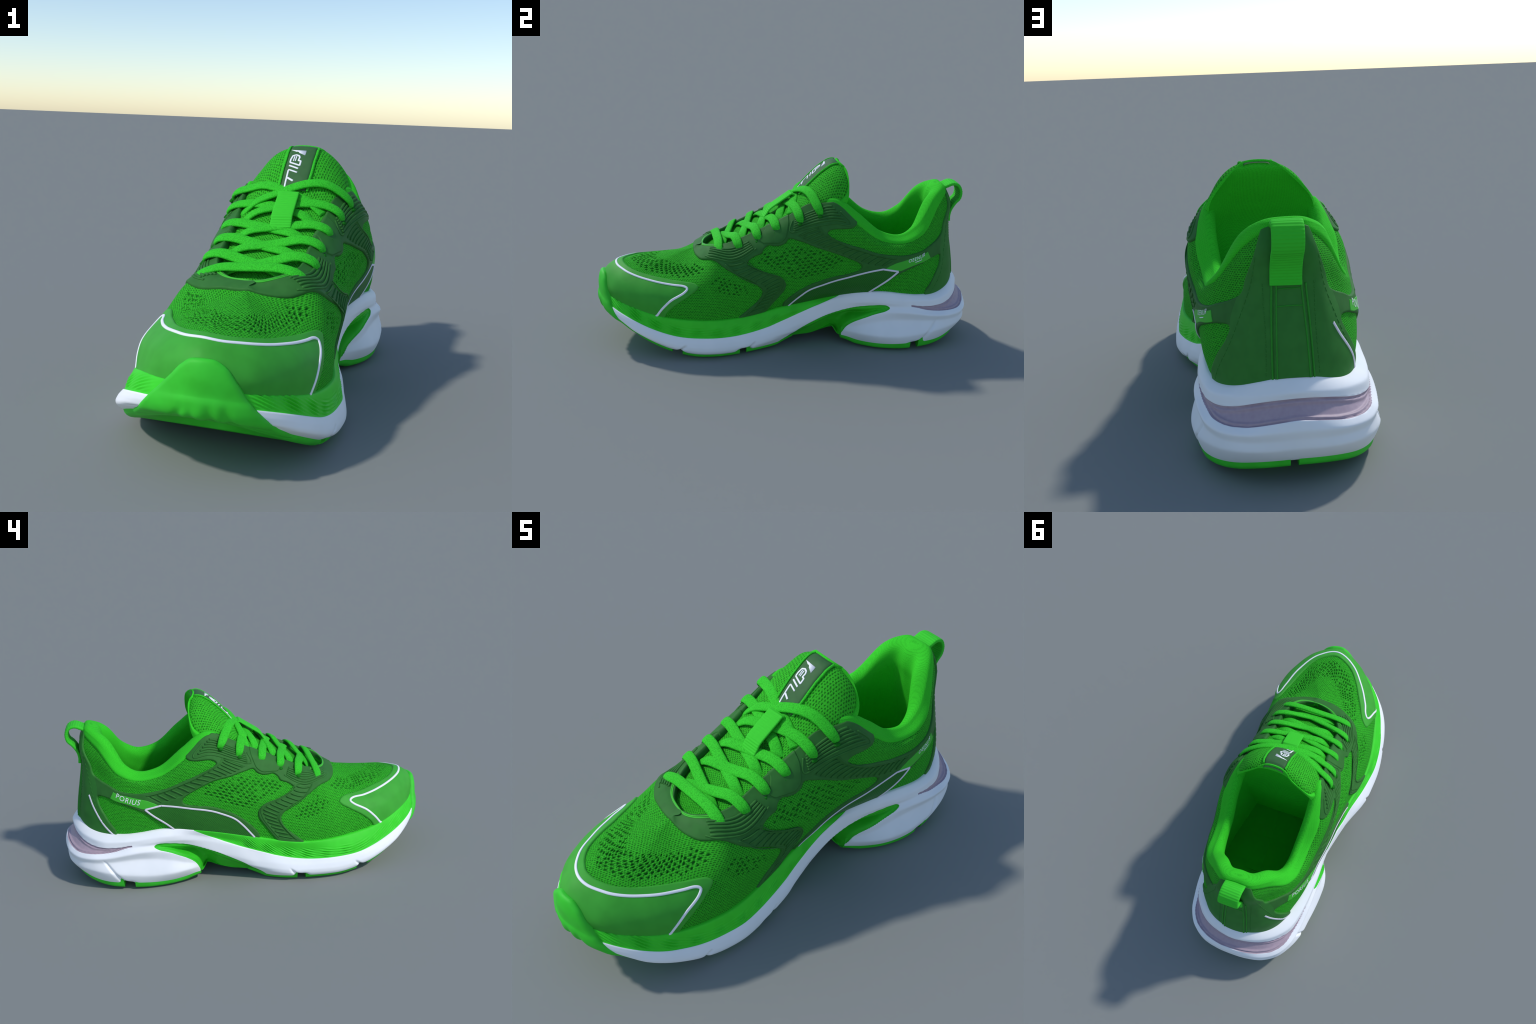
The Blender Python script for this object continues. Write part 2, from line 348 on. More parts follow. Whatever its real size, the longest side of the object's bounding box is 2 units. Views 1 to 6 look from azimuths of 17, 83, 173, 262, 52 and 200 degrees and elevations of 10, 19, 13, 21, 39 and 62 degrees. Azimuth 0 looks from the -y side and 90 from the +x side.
# ======================================================================
# 4. materials (all procedural)
# ======================================================================
def material(name, color, rough=0.6, color2=None, mix_scale=40.0, mix_detail=3.0, bump=0.0, bump_scale=200.0,
             kind='noise', stretch=(1, 1, 1), sheen=0.0, spec=0.35, contrast=(0.35, 0.65), bump_dist=0.003, metallic=0.0,
             rotate=(0, 0, 0)):
    m = bpy.data.materials.new(name); m.use_nodes = True
    nt = m.node_tree; N = nt.nodes; L = nt.links; N.clear()
    out = N.new('ShaderNodeOutputMaterial'); b = N.new('ShaderNodeBsdfPrincipled')
    L.new(b.outputs[0], out.inputs[0])
    b.inputs['Roughness'].default_value = rough
    b.inputs['Specular IOR Level'].default_value = spec
    b.inputs['Metallic'].default_value = metallic
    if sheen: b.inputs['Sheen Weight'].default_value = sheen
    tc = N.new('ShaderNodeTexCoord'); mp = N.new('ShaderNodeMapping')
    mp.inputs['Scale'].default_value = stretch; mp.inputs['Rotation'].default_value = rotate
    L.new(tc.outputs['Object'], mp.inputs['Vector'])
    c1 = (*color, 1)
    if color2 is None:
        b.inputs['Base Color'].default_value = c1
    else:
        if kind == 'voronoi':
            tx = N.new('ShaderNodeTexVoronoi'); tx.inputs['Scale'].default_value = mix_scale; fac = tx.outputs['Distance']
        else:
            tx = N.new('ShaderNodeTexNoise'); tx.inputs['Scale'].default_value = mix_scale
            tx.inputs['Detail'].default_value = mix_detail; fac = tx.outputs['Fac']
        L.new(mp.outputs[0], tx.inputs['Vector'])
        rp = N.new('ShaderNodeValToRGB')
        rp.color_ramp.elements[0].position = contrast[0]; rp.color_ramp.elements[1].position = contrast[1]
        rp.color_ramp.elements[0].color = c1; rp.color_ramp.elements[1].color = (*color2, 1)
        L.new(fac, rp.inputs[0]); L.new(rp.outputs[0], b.inputs['Base Color'])
    if bump:
        if kind == 'voronoi':
            tb = N.new('ShaderNodeTexVoronoi'); tb.inputs['Scale'].default_value = bump_scale; fo = tb.outputs['Distance']
        else:
            tb = N.new('ShaderNodeTexNoise'); tb.inputs['Scale'].default_value = bump_scale; fo = tb.outputs['Fac']
        L.new(mp.outputs[0], tb.inputs['Vector'])
        bp = N.new('ShaderNodeBump'); bp.inputs['Strength'].default_value = bump; bp.inputs['Distance'].default_value = bump_dist
        if kind == 'voronoi': bp.invert = True
        L.new(fo, bp.inputs['Height']); L.new(bp.outputs[0], b.inputs['Normal'])
    return m

class Nodes:
    """small helper to write shader maths as expressions"""
    def __init__(s, tree): s.t = tree
    def math(s, op, a, b=None, clamp=False):
        n = s.t.nodes.new('ShaderNodeMath'); n.operation = op; n.use_clamp = clamp
        for k, v in enumerate((a, b)):
            if v is None: continue
            if isinstance(v, (int, float)): n.inputs[k].default_value = v
            else: s.t.links.new(v, n.inputs[k])
        return n.outputs[0]
    def add(s, a, b): return s.math('ADD', a, b)
    def sub(s, a, b): return s.math('SUBTRACT', a, b)
    def mul(s, a, b): return s.math('MULTIPLY', a, b)
    def step(s, lo, hi, x):
        n = s.t.nodes.new('ShaderNodeMapRange'); n.interpolation_type = 'SMOOTHSTEP'
        n.inputs['From Min'].default_value = lo; n.inputs['From Max'].default_value = hi
        s.t.links.new(x, n.inputs['Value']); return n.outputs[0]
    def mix(s, f, a, b):
        n = s.t.nodes.new('ShaderNodeMix'); n.data_type = 'RGBA'
        if isinstance(f, float): n.inputs[0].default_value = f
        else: s.t.links.new(f, n.inputs[0])
        for k, v in ((6, a), (7, b)):
            if isinstance(v, tuple): n.inputs[k].default_value = (*v, 1)
            else: s.t.links.new(v, n.inputs[k])
        return n.outputs[2]
    def noise(s, vec, scale, detail=2.0):
        n = s.t.nodes.new('ShaderNodeTexNoise'); n.inputs['Scale'].default_value = scale; n.inputs['Detail'].default_value = detail
        s.t.links.new(vec, n.inputs['Vector']); return n.outputs['Fac']

def woven_material(name, light, dark, pitch=(.0125, .0100), dot=(.42, .34), bump=.5, jitter=.35, amount=1.0, rough=.85, fine=.35, radial=True, dist=.003):
    """fabric: a staggered lattice of small pits over yarn grain, running round the shoe's long axis"""
    m = bpy.data.materials.new(name); m.use_nodes = True; nt = m.node_tree; nt.nodes.clear(); N = Nodes(nt)
    out = nt.nodes.new('ShaderNodeOutputMaterial'); b = nt.nodes.new('ShaderNodeBsdfPrincipled'); nt.links.new(b.outputs[0], out.inputs[0])
    b.inputs['Roughness'].default_value = rough; b.inputs['Specular IOR Level'].default_value = .12
    tc = nt.nodes.new('ShaderNodeTexCoord'); vec = tc.outputs['Object']
    sp = nt.nodes.new('ShaderNodeSeparateXYZ'); nt.links.new(vec, sp.inputs[0]); X, Y, Z = sp.outputs
    xc = N.sub(X, .025)
    back = N.math('MAXIMUM', N.sub(Y, .6), 0.0)
    rad = N.math('SQRT', N.add(N.mul(xc, xc), N.mul(back, back)))
    ang = N.math('ARCTAN2', N.sub(Z, .12), N.mul(N.math('SIGN', xc), rad))
    zz = N.sub(Z, .12)
    rr = N.math('SQRT', N.add(N.mul(rad, rad), N.mul(zz, zz)))
    if radial: s = N.mul(N.math('ARCTAN2', zz, N.math('MAXIMUM', rad, .0001)), N.add(N.mul(rr, .75), .09))
    else: s = N.mul(ang, .34)
    rear = N.math('ARCTAN2', N.math('MAXIMUM', N.sub(Y, .6), 0.0), N.math('MAXIMUM', N.math('ABSOLUTE', xc), .02))
    u = N.add(N.math('MINIMUM', Y, .6), N.mul(rear, .26))
    n1 = N.noise(vec, 38.0, 2.0)
    n2 = N.noise(vec, 430.0, 2.0); n3 = N.noise(vec, 140.0, 1.0)
    uu = N.add(N.math('DIVIDE', u, pitch[0]), N.add(N.mul(N.sub(n1, .5), jitter * 2), N.mul(N.sub(n3, .5), jitter * 1.8)))
    ss = N.add(N.math('DIVIDE', s, pitch[1]), N.add(N.mul(N.sub(n1, .5), jitter), N.mul(N.sub(n3, .5), jitter * 1.2)))
    row = N.math('FLOOR', ss)
    par = N.mul(N.math('FLOORED_MODULO', row, 2.0), .5)
    fu = N.sub(N.math('FRACT', N.add(uu, par)), .5); fs = N.sub(N.math('FRACT', ss), .5)
    r = N.math('SQRT', N.add(N.math('POWER', N.math('DIVIDE', fu, dot[0]), 2.0), N.math('POWER', N.math('DIVIDE', fs, dot[1]), 2.0)))
    pit = N.mul(N.sub(1.0, N.step(.45, 1.05, r)), amount)
    grain = N.step(.32, .68, n2)
    col = N.mix(N.mul(grain, fine), light, tuple(c * .55 for c in light))
    pitv = N.mul(pit, N.add(.55, N.mul(N.noise(vec, 95.0, 1.0), .8)))
    col = N.mix(N.math('MINIMUM', pitv, 1.0), col, dark)
    nt.links.new(col, b.inputs['Base Color'])
    h = N.sub(N.mul(N.sub(1.0, pit), 1.0), N.mul(grain, .35))
    bp = nt.nodes.new('ShaderNodeBump'); bp.inputs['Strength'].default_value = bump; bp.inputs['Distance'].default_value = dist
    nt.links.new(h, bp.inputs['Height']); nt.links.new(bp.outputs[0], b.inputs['Normal'])
    return m

def build_materials():
    M = MATS
    M['foam'] = material('white_foam', (.90, .905, .92), .55, (.87, .88, .895), 9, bump=.04, bump_scale=60)
    M['band'] = material('bright_green_foam', (.050, .68, .028), .55, (.044, .62, .024), 12, spec=.2)
    M['rubber'] = material('green_rubber', (.045, .60, .032), .55, (.040, .54, .026), 14, bump=.05, bump_scale=300, spec=.25)
    M['shank'] = material('green_shank', (.040, .56, .024), .5, (.034, .50, .020), 10, spec=.2)
    M['insert'] = material('mauve_insert', (.45, .345, .40), .5, (.42, .315, .375), 60, bump=.08, bump_scale=350)
    M['knit'] = woven_material('knit_mesh', (.043, .52, .024), (.013, .185, .012), pitch=(.0125, .0086), dot=(.40, .37), jitter=.42, amount=.95, fine=.6, bump=.8)
    M['tongue'] = woven_material('tongue_mesh', (.048, .58, .026), (.010, .17, .010), radial=False, pitch=(.0125, .0047), dot=(.38, .35), jitter=.42, amount=.9, fine=.55, bump=.9)
    M['under'] = material('dark_hole_green', (.013, .170, .012), .9, spec=.1)
    M['tpu'] = material('dark_green_overlay', (.036, .170, .030), .62, (.031, .150, .026), 25, bump=.06, bump_scale=260, spec=.16)
    M['toe'] = material('toe_cap_film', (.052, .385, .036), .58, (.047, .350, .032), 20, bump=.05, bump_scale=400, spec=.2)
    M['counter'] = material('heel_counter_green', (.036, .210, .030), .6, (.031, .188, .026), 25, bump=.06, bump_scale=300, spec=.2)
    M['dotted'] = woven_material('perforated_film', (.032, .185, .026), (.010, .075, .010), pitch=(.0105, .0075), dot=(.26, .32), bump=.25, jitter=.05, rough=.5, fine=.08, dist=.001)
    M['label'] = material('label_green', (.058, .48, .034), .5, spec=.2)
    M['white'] = material('white_print', (.88, .88, .91), .5)
    M['grey_stripe'] = material('pale_stripe', (.76, .72, .80), .5)
    M['lining'] = woven_material('collar_lining_fabric', (.045, .62, .026), (.024, .42, .015), pitch=(.0080, .0066), dot=(.38, .34), bump=.30, jitter=.25, fine=.3, amount=.6, dist=.0015)
    M['lace'] = material('lace_weave', (.048, .62, .030), .8, (.026, .42, .017), 230, kind='voronoi', contrast=(.2, .8), bump=.45, bump_scale=230, bump_dist=.002, spec=.15)
    M['strap'] = material('ribbed_tape', (.046, .58, .030), .75, spec=.15)
    M['insole'] = material('insole_green', (.020, .34, .012), .9, spec=.1)
    M['seam'] = material('seam_green', (.020, .27, .015), .7)
    M['stitch'] = material('stitch_thread', (.030, .21, .024), .7)
    M['tag'] = material('tag_grey_green', (.045, .140, .042), .6, (.04, .125, .038), 40, spec=.2)

# ======================================================================
# 5. sole unit
# ======================================================================
WINDOW = [(-.10,-.02),(-.047,.047),(0,.076),(.045,.105),(.093,.131),(.144,.156),(.195,.180),(.246,.200),(.298,.219),(.350,.235),(.402,.245),(.455,.252),(.500,.254),(.524,.241),
          (.500,.224),(.466,.213),(.435,.202),(.406,.188),(.377,.174),(.349,.156),(.324,.133),(.302,.106),(.288,.070),(.284,-.02)]
GROOVES = [((-.262,-.01),(-.180,.082),.011,.008), ((-.612,.02),(-.535,.088),.011,.008), ((.655,-.01),(.800,.190),.010,.008)]

def round_edge(d, w):
    """quarter-round profile: 0 at the border, 1 from distance w inward"""
    s = np.clip(d / w, 0, 1); return np.sqrt(np.clip(1 - (1 - s) ** 2, 0, 1))

def build_sole():
    nt, nv = 1000, 96
    T = np.linspace(-LH, LH, nt, endpoint=False)
    cols = midsole_columns(T)
    c = np.stack([axis_x(cols[:, -1, 1]), np.clip(cols[:, -1, 1], YF, YR)], 1)
    P = profile_fill(cols, nv, tension=.6)
    N = grid_normals(P)
    if (N[nt // 4, nv // 3, 0] * np.sign(P[nt // 4, nv // 3, 0])) < 0: N = -N
    y, z = P[..., 1], P[..., 2]
    flank = np.abs(T)[:, None] + 0 * y
    # --- fields
    bz = ring(mirror(BORDER), T)
    zb = bz[:, 2].copy(); yb = bz[:, 1]
    zb = np.where((yb > -.106) & (yb < .9), np.interp(yb, [-.106,-.018,.071,.157,.242,.31,.36], [.146,.174,.205,.238,.277,.312,.40]), zb)
    zb = np.where(yb >= .36, .5, zb)
    f_green = z - zb[:, None]
    f_green = np.where(np.arange(nv)[None, :] < 2, np.maximum(f_green, -1), f_green)
    f_win = poly_distance(curve(WINDOW[:-1], 90).tolist() + [WINDOW[-1]], np.stack([y.ravel(), z.ravel()], 1)).reshape(y.shape)
    f_win = np.where(np.abs(T)[:, None] > LF + 1.1, -1, f_win)
    zt_, zl_ = bz[:, 2] + .002, ring(mirror(BAND, .7), T)[:, 2] - .001
    grow = np.sqrt(np.clip((np.abs(T) - (LF + 1.138)) / .16, 0, 1)) * .75 + .25 * smooth(LF + 1.138, LF + 1.5, np.abs(T))
    mid = (zt_ + zl_) / 2; half = (zt_ - zl_) / 2 * np.where(np.abs(T) > LF + 1.138, np.maximum(grow, .4 * (grow > 0)), 0)
    f_pink = np.where(half[:, None] > 0, half[:, None] - np.abs(z - mid[:, None]), -.02)
    # tip rounding
    tip = (np.abs(T) - (LF + 1.140))[:, None]
    f_pink = np.where(tip < .02, np.minimum(f_pink, tip), f_pink)
    # --- relief
    disp = .0045 * smooth(.004, -.004, f_green) * smooth(.33, .15, yb)[:, None]
    # feathered moulding lines, fanning from the ball of the foot
    stri = np.sin(2 * math.pi * (f_green - .62 * (y + .5) ** 2) / .0125) * smooth(.003, .012, f_green) * smooth(.062, .035, f_green) * smooth(.15, .0, y) * smooth(-.95, -.85, y) * (.55 + .45 * np.sin(y * 61))
    disp += .0048 * stri
    s_arch = smooth(.10, .32, y)
    disp -= smooth(0, .004, f_win) * .007 + smooth(.010, .045, f_win) * (.008 + .055 * s_arch)
    disp -= smooth(0, .004, f_pink) * .011 - .008 * np.exp(-((f_pink - .009) / .004) ** 2) * (f_pink > 0)
    for (a, b, depth, wid) in GROOVES:
        a = arr(a); b = arr(b); e = b - a; Lg = np.linalg.norm(e)
        w = np.stack([y, z], -1) - a; s = np.clip((w @ e) / Lg ** 2, 0, 1)
        dist = np.linalg.norm(w - s[..., None] * e, axis=-1)
        width = wid * (1.6 - 1.0 * s)
        g = np.exp(-(dist / width) ** 2) * smooth(1.0, .75, s) * (f_win < 0)
        disp -= depth * g
        # the rear block stands a little proud of the front one
    P = P + N * disp[..., None]
    # notch: lift the bottom edge where the blocks part
    for y0, w0 in ((-.246, .036), (-.588, .038), (.672, .038)):
        lift = np.exp(-((y - y0 + .0) / w0) ** 4) * smooth(.07, .02, z) * (np.arange(nv)[None, :] > nv * .6)
        P[..., 2] += .018 * lift
    V = np.concatenate([P.reshape(-1, 3), N.reshape(-1, 3), f_green.reshape(-1, 1), f_win.reshape(-1, 1), f_pink.reshape(-1, 1)], 1)
    tr = grid_tris(nt, nv)
    for col in (6, 7, 8): V, tr = iso_split(V, tr, col)
    g, w, p = (side_of(V, tr, k) for k in (6, 7, 8))
    parts = {'midsole_foam': (~g & ~w & ~p, 'foam'), 'midsole_rim': (g & ~w & ~p, 'band'), 'arch_shank': (w, 'shank'), 'heel_insert': (p & ~w, 'insert')}
    # smooth normals of the whole surface so the seams do not show
    fn = np.cross(V[tr[:, 1], :3] - V[tr[:, 0], :3], V[tr[:, 2], :3] - V[tr[:, 0], :3])
    vn = np.zeros((len(V), 3))
    for k in range(3): np.add.at(vn, tr[:, k], fn)
    vn /= np.linalg.norm(vn, axis=1, keepdims=True) + 1e-12
    for name, (m, mat) in parts.items():
        t2 = tr[m]
        VV, t3 = compact(np.concatenate([V, vn], 1), t2)
        add_object(name, VV, t3, MATS[mat], normals=VV[:, -3:])
    # closing plate under the foam
    e = P[:, -1]; cc = np.stack([axis_x(e[:, 1]), np.clip(e[:, 1], -.75, .8), e[:, 2] + .006], 1)
    Q = np.stack([e, e * .5 + cc * .5 + [0, 0, .004], cc], 1)
    add_object('sole_plate', Q.reshape(-1, 3), grid_tris(nt, 3), MATS['shank'])
    # ---- outsole pads
    nt2 = 800; T2 = np.linspace(-LH, LH, nt2, endpoint=False)
    ed = ring(mirror(toe_spring(SOLE_EDGE, 1), 1), T2)
    c = np.stack([axis_x(ed[:, 1]), np.clip(ed[:, 1], -.75, .8)], 1)
    d = ed[:, :2] - c; d /= np.linalg.norm(d, axis=1, keepdims=True)
    def off(o, dz, flo=0.0):
        q = ed.copy(); q[:, :2] += d * o; q[:, 2] = np.maximum(q[:, 2] + dz, flo); return q
    ctr = ed.copy(); ctr[:, :2] = c; ctr[:, 2] = np.maximum(ed[:, 2] - .024, 0)
    wrap = smooth(-.55, -.8, ed[:, 1]) * .012
    head = off(.010, .016); head[:, 2] += wrap
    colo = np.stack([head, off(.007, .004), off(.002, -.014), off(-.012, -.025), off(-.06, -.0245), off(-.12, -.024) * .5 + ctr * .5, ctr], 1)
    G = profile_fill(colo, 40, power=.8)
    yy, xx = G[..., 1], G[..., 0]
    G[..., 2] += np.clip(yy + .06, 0, .12) * .30 * smooth(.2, .1, yy) + np.clip(.36 - yy, 0, .1) * .12 * smooth(.1, .2, yy)
    G[..., 2] = np.maximum(G[..., 2], 0.0)
    edge_noise = .004 * np.sin(xx * 25)
    def pad_field(lo, hi, slant=0.0): return np.minimum(yy - lo - slant * np.abs(xx - .01), hi + slant * np.abs(xx - .01) - yy) + edge_noise
    pads = [(-2, -.615, 0), (-.558, -.268, 0), (-.226, .03, 0), (.285, .642, 0), (.695, 2, 0)]
    trg = grid_tris(nt2, 40)
    for k, (lo, hi, sl) in enumerate(pads):
        halves = [None]
        if k == 4: halves = [1, -1]
        for h in halves:
            f = pad_field(lo, hi, sl)
            if h: f = np.minimum(f, h * (xx - .032) - .014)
            Vp = np.concatenate([G.reshape(-1, 3), f.reshape(-1, 1)], 1)
            Vp, tp = iso_split(Vp, trg, 3)
            tp = tp[side_of(Vp, tp, 3)]; Vp, tp = compact(Vp, tp)
            be = boundary_edges(tp); n0 = len(Vp)
            u, inv = np.unique(be, return_inverse=True); inv = inv.reshape(be.shape)
            up = Vp[u].copy(); up[:, 2] += .035
            sk = np.concatenate([np.stack([be[:, 1], be[:, 0], n0 + inv[:, 0]], 1), np.stack([be[:, 1], n0 + inv[:, 0], n0 + inv[:, 1]], 1)])
            add_object('outsole_pad', np.vstack([Vp, up]), np.concatenate([tp, sk]), MATS['rubber'], sharp=50)

def toe_columns(T):
    m = midsole_columns(T); u = upper_columns(T)
    ed = m[:, 8].copy(); under = ed.copy(); under[:, 1] += .05; under[:, 2] -= .012
    low = ed.copy(); low[:, 2] -= .008
    return np.stack([under, low, m[:, 7], m[:, 5], m[:, 3], m[:, 2], u[:, 1], u[:, 2], u[:, 3]], 1)
BUMPER = [(-.42,-.05),(-.36,.06),(-.28,.17),(-.20,.28),(-.135,.45),(-.075,.66),(-.04,.80),(-.005,.875),(.05,.875),(.085,.81),(.115,.66),(.16,.45),(.22,.30),(.30,.17),(.38,.06),(.42,-.05)]
def build_bumper():
    nt, nv = 240, 90
    T = np.linspace(-.45, .45, nt)
    P = profile_fill(toe_columns(T), nv)
    N = grid_normals(P, periodic=False)
    if N[nt // 2, nv // 2, 1] > 0: N = -N
    poly = np.vstack([curve(BUMPER[1:-1], 120), [BUMPER[-1], BUMPER[0]]])
    W = np.linspace(0, 1, nv)[None, :] + 0 * T[:, None]; TT = T[:, None] + 0 * W
    sc = arr([1.0, .42])
    f = poly_distance(poly * sc, np.stack([TT.ravel(), W.ravel()], 1) * sc).reshape(W.shape)
    V = np.concatenate([P.reshape(-1, 3), N.reshape(-1, 3), f.reshape(-1, 1), (f - .006).reshape(-1, 1), TT.reshape(-1, 1), W.reshape(-1, 1)], 1)
    tr = grid_tris(nt, nv, False)
    V, tr = iso_split(V, tr, 6); tr = tr[side_of(V, tr, 6)]
    V, tr = iso_split(V, tr, 7)
    V, tr = compact(V, tr)
    t, w = V[:, 8], V[:, 9]
    h = -.004 + .023 * round_edge(V[:, 6], .022) * (.62 + .38 * smooth(.15, .4, w))
    h0 = h.copy()
    # creases running down under the toe
    for t0, t1, dep in ((.00, -.02, .006), (.045, .085, .008), (.085, .160, .007), (-.025, -.13, .006)):
        tc = t1 + (t0 - t1) * smooth(.05, .42, w)
        h -= dep * np.exp(-((t - tc) / .014) ** 2) * smooth(.50, .34, w) * smooth(-.02, .1, w)
    h = np.maximum(h, np.minimum(h0, .005))
    add_object('toe_bumper', V[:, :3] + V[:, 3:6] * h[:, None], tr, MATS['rubber'])
# ======================================================================
# 6. upper
# ======================================================================
def lining_columns(T):
    """collar roll and inner wall, continuing from the top line"""
    u = upper_columns(T); top = u[:, -1]; bite = u[:, 0]
    c = np.stack([axis_x(top[:, 1]), np.clip(top[:, 1], -.6, .52)], 1)
    d = top[:, :2] - c; r = np.linalg.norm(d, axis=1, keepdims=True) + 1e-6; d = d / r
    rear = smooth(.06, .2, top[:, 1])[:, None]
    heel = smooth(.48, .86, top[:, 1])[:, None]
    def step(inn, dz):
        q = top.copy(); q[:, :2] -= d * np.minimum(inn, r * .9); q[:, 2:] += dz; return q
    a = step(.006 + .016 * rear, -.006 + .008 * rear)
    b = step(.012 + .027 * rear + .028 * heel, -.025 + .0 * rear)
    e = step(.016 + .018 * rear + .050 * heel, -.06 - .03 * rear)
    f = step(.02 - .006 * rear + .056 * heel, -.10 - .07 * rear)
    cb = np.stack([axis_x(bite[:, 1]), np.clip(bite[:, 1], YF, .52)], 1); db = bite[:, :2] - cb; db /= np.linalg.norm(db, axis=1, keepdims=True)
    g = bite.copy(); g[:, :2] -= db * (.05 + .02 * smooth(.55, .8, bite[:, 1:2])); g[:, 2] = np.interp(g[:, 1], [-1,-.6,-.3,0,.1,.2,.35,.5], [.30,.22,.24,.42,.41,.37,.31,.28])
    f[:, 2] = np.maximum(f[:, 2], g[:, 2] + .02)
    front = smooth(.0, -.15, bite[:, 1])[:, None]
    f = f * (1 - front) + (g * .5 + b * .5) * front; e = e * (1 - front) + (g * .25 + b * .75) * front
    c2 = np.stack([axis_x(bite[:, 1]), np.clip(bite[:, 1], -.6, .55)], 1)
    k = bite.copy(); k[:, :2] = c2; k[:, 2] = g[:, 2] - .01
    k2 = (g + k) / 2
    return np.stack([top, a, b, e, f, g], 1), np.stack([g, k2, k], 1)

class Surface:
    """dense upper surface with lookup by (station T, height fraction v)"""
    FOLD = 10                                   # extra columns that turn in over the throat edge
    def __init__(s, nt, nv):
        s.nt, s.nv = nt, nv
        s.T, s.P = upper_grid(nt, nv)
        lc, _ = lining_columns(s.T)
        fold = profile_fill(lc[:, :3], s.FOLD + 1)[:, 1:]
        s.PX = np.concatenate([s.P, fold], 1); s.nx = nv + s.FOLD
        N = grid_normals(s.PX)
        i = np.argmin(np.abs(s.T - 1.2))
        if N[i, nv // 2, 0] < 0: N = -N
        # at the vamp pole the stations meet: give them one common normal
        w = (smooth(.975, 1.0, np.r_[np.linspace(0, 1, nv), np.ones(s.FOLD)])[None] * smooth(.75, .67, np.abs(s.T))[:, None])[..., None]
        N = N * (1 - w) + arr([0, -.22, .975]) * w; N /= np.linalg.norm(N, axis=2, keepdims=True)
        s.NX = N; s.N = N[:, :nv]
        s.PX = s.PX - N * .006; s.P = s.PX[:, :nv]        # sheets laid on top bring it back to full size
        s.v = np.linspace(0, 1, nv); s.vx = np.r_[s.v, 1 + .006 * np.arange(1, s.FOLD + 1)]
        s.L = np.linalg.norm(np.diff(s.P, axis=1), axis=2).sum(1)        # profile length at each station
        s.tris = grid_tris(nt, s.nx)
        # metric coordinates for borders: (|T|, v * length)
        s.Q = np.stack([np.abs(s.T)[:, None] + 0 * s.vx[None], s.L[:, None] * s.vx[None]], -1)
    def length(s, T):
        T = np.asarray(T, float); return np.interp((T + LH) % (2 * LH) - LH, np.r_[s.T, LH], np.r_[s.L, s.L[0]])
    def at(s, T, v, h=0.0):
        T = np.asarray(T, float); v = np.asarray(v, float)
        a = ((T + LH) % (2 * LH)) / (2 * LH) * s.nt; i = np.floor(a).astype(int) % s.nt; fa = a - np.floor(a); i2 = (i + 1) % s.nt
        b = np.clip(v, 0, 1) * (s.nv - 1); j = np.minimum(b.astype(int), s.nv - 2); fb = b - j
        def lerp(G):
            return ((G[i, j] * (1 - fa)[..., None] + G[i2, j] * fa[..., None]) * (1 - fb)[..., None]
                    + (G[i, j + 1] * (1 - fa)[..., None] + G[i2, j + 1] * fa[..., None]) * fb[..., None])
        p = lerp(s.P); n = lerp(s.N); n /= np.linalg.norm(n, axis=-1, keepdims=True) + 1e-12
        s.last_n = n
        return p + n * np.asarray(h)[..., None]
    def field(s, outline, limit=None):
        """signed distance (metres, inside > 0) of the whole grid to an outline given in (|T|, v), same on both sides"""
        o = arr(outline); f = np.full(s.Q.shape[:2], -.3)
        for sgn in (1, -1):
            q = np.stack([o[:, 0], o[:, 1] * s.length(sgn * o[:, 0])], 1)
            m = (s.T >= 0) if sgn > 0 else (s.T < 0)
            box = (np.abs(s.T) > o[:, 0].min() - .06) & (np.abs(s.T) < o[:, 0].max() + .06)
            idx = np.where(m & box)[0]
            f[idx] = poly_distance(q, s.Q[idx].reshape(-1, 2)).reshape(len(idx), -1)
        return f

def outline(points, n=140):
    return curve(points, n)

# ---- panel borders in (station, height fraction); the two flanks share them
FRONT_EDGE = [(.250,1.03),(.317,.985),(.420,.942),(.514,.893),(.590,.845),(.640,.775),(.699,.712),(.773,.652),(.848,.585),(.929,.460),(.988,.335),(1.004,.272),(.990,.180),(.945,.100),(.888,.005),(.870,-.05)]
VAMP_EDGE = [(-.40,-.12),(-.325,-.19),(-.283,-.230),(-.269,-.275),(-.253,-.323),(-.225,-.378),(-.180,-.432),(-.115,-.474),(-.040,-.494),(.050,-.500),(.130,-.490),(.200,-.458),(.250,-.412),(.279,-.367),(.304,-.324),(.324,-.280),(.36,-.22),(.43,-.14)]
QUARTER_WINDOW = [(.924,.672),(.950,.702),(.990,.706),(1.004,.745),(1.026,.764),(1.060,.730),(1.095,.706),(1.124,.712),(1.142,.738),(1.190,.682),(1.281,.582),(1.382,.510),(1.470,.466),
                  (1.513,.418),(1.506,.350),(1.445,.300),(1.344,.262),(1.254,.225),(1.190,.165),(1.130,.060),(1.108,-.05),(1.020,-.05),(1.045,.020),(1.092,.138),(1.124,.225),(1.126,.300),(1.090,.395),(1.012,.490),(.940,.610)]
COLLAR_WINDOW = [(1.478,.990),(1.474,.876),(1.445,.805),(1.400,.758),(1.344,.728),(1.332,.705),(1.368,.655),(1.450,.636),(1.560,.640),(1.680,.658),(1.800,.664),(1.910,.636),(2.010,.590),(2.056,.600),(2.075,.690),(2.105,.800),(2.125,.920),(2.130,1.08),(1.478,1.08)]
REAR_WINDOW = [(1.600,-.05),(1.655,.175),(1.718,.345),(1.800,.450),(1.890,.474),(1.975,.440),(2.020,.402),(2.010,.330),(1.955,.220),(1.905,.085),(1.875,-.05)]
TOE_CAP = [(-.04,.351),(0,.350),(.085,.354),(.146,.368),(.240,.396),(.353,.437),(.480,.452),(.600,.425),(.660,.405),(.681,.370),(.666,.317),(.618,.250),(.535,.158),(.482,.066),(.450,-.05)]
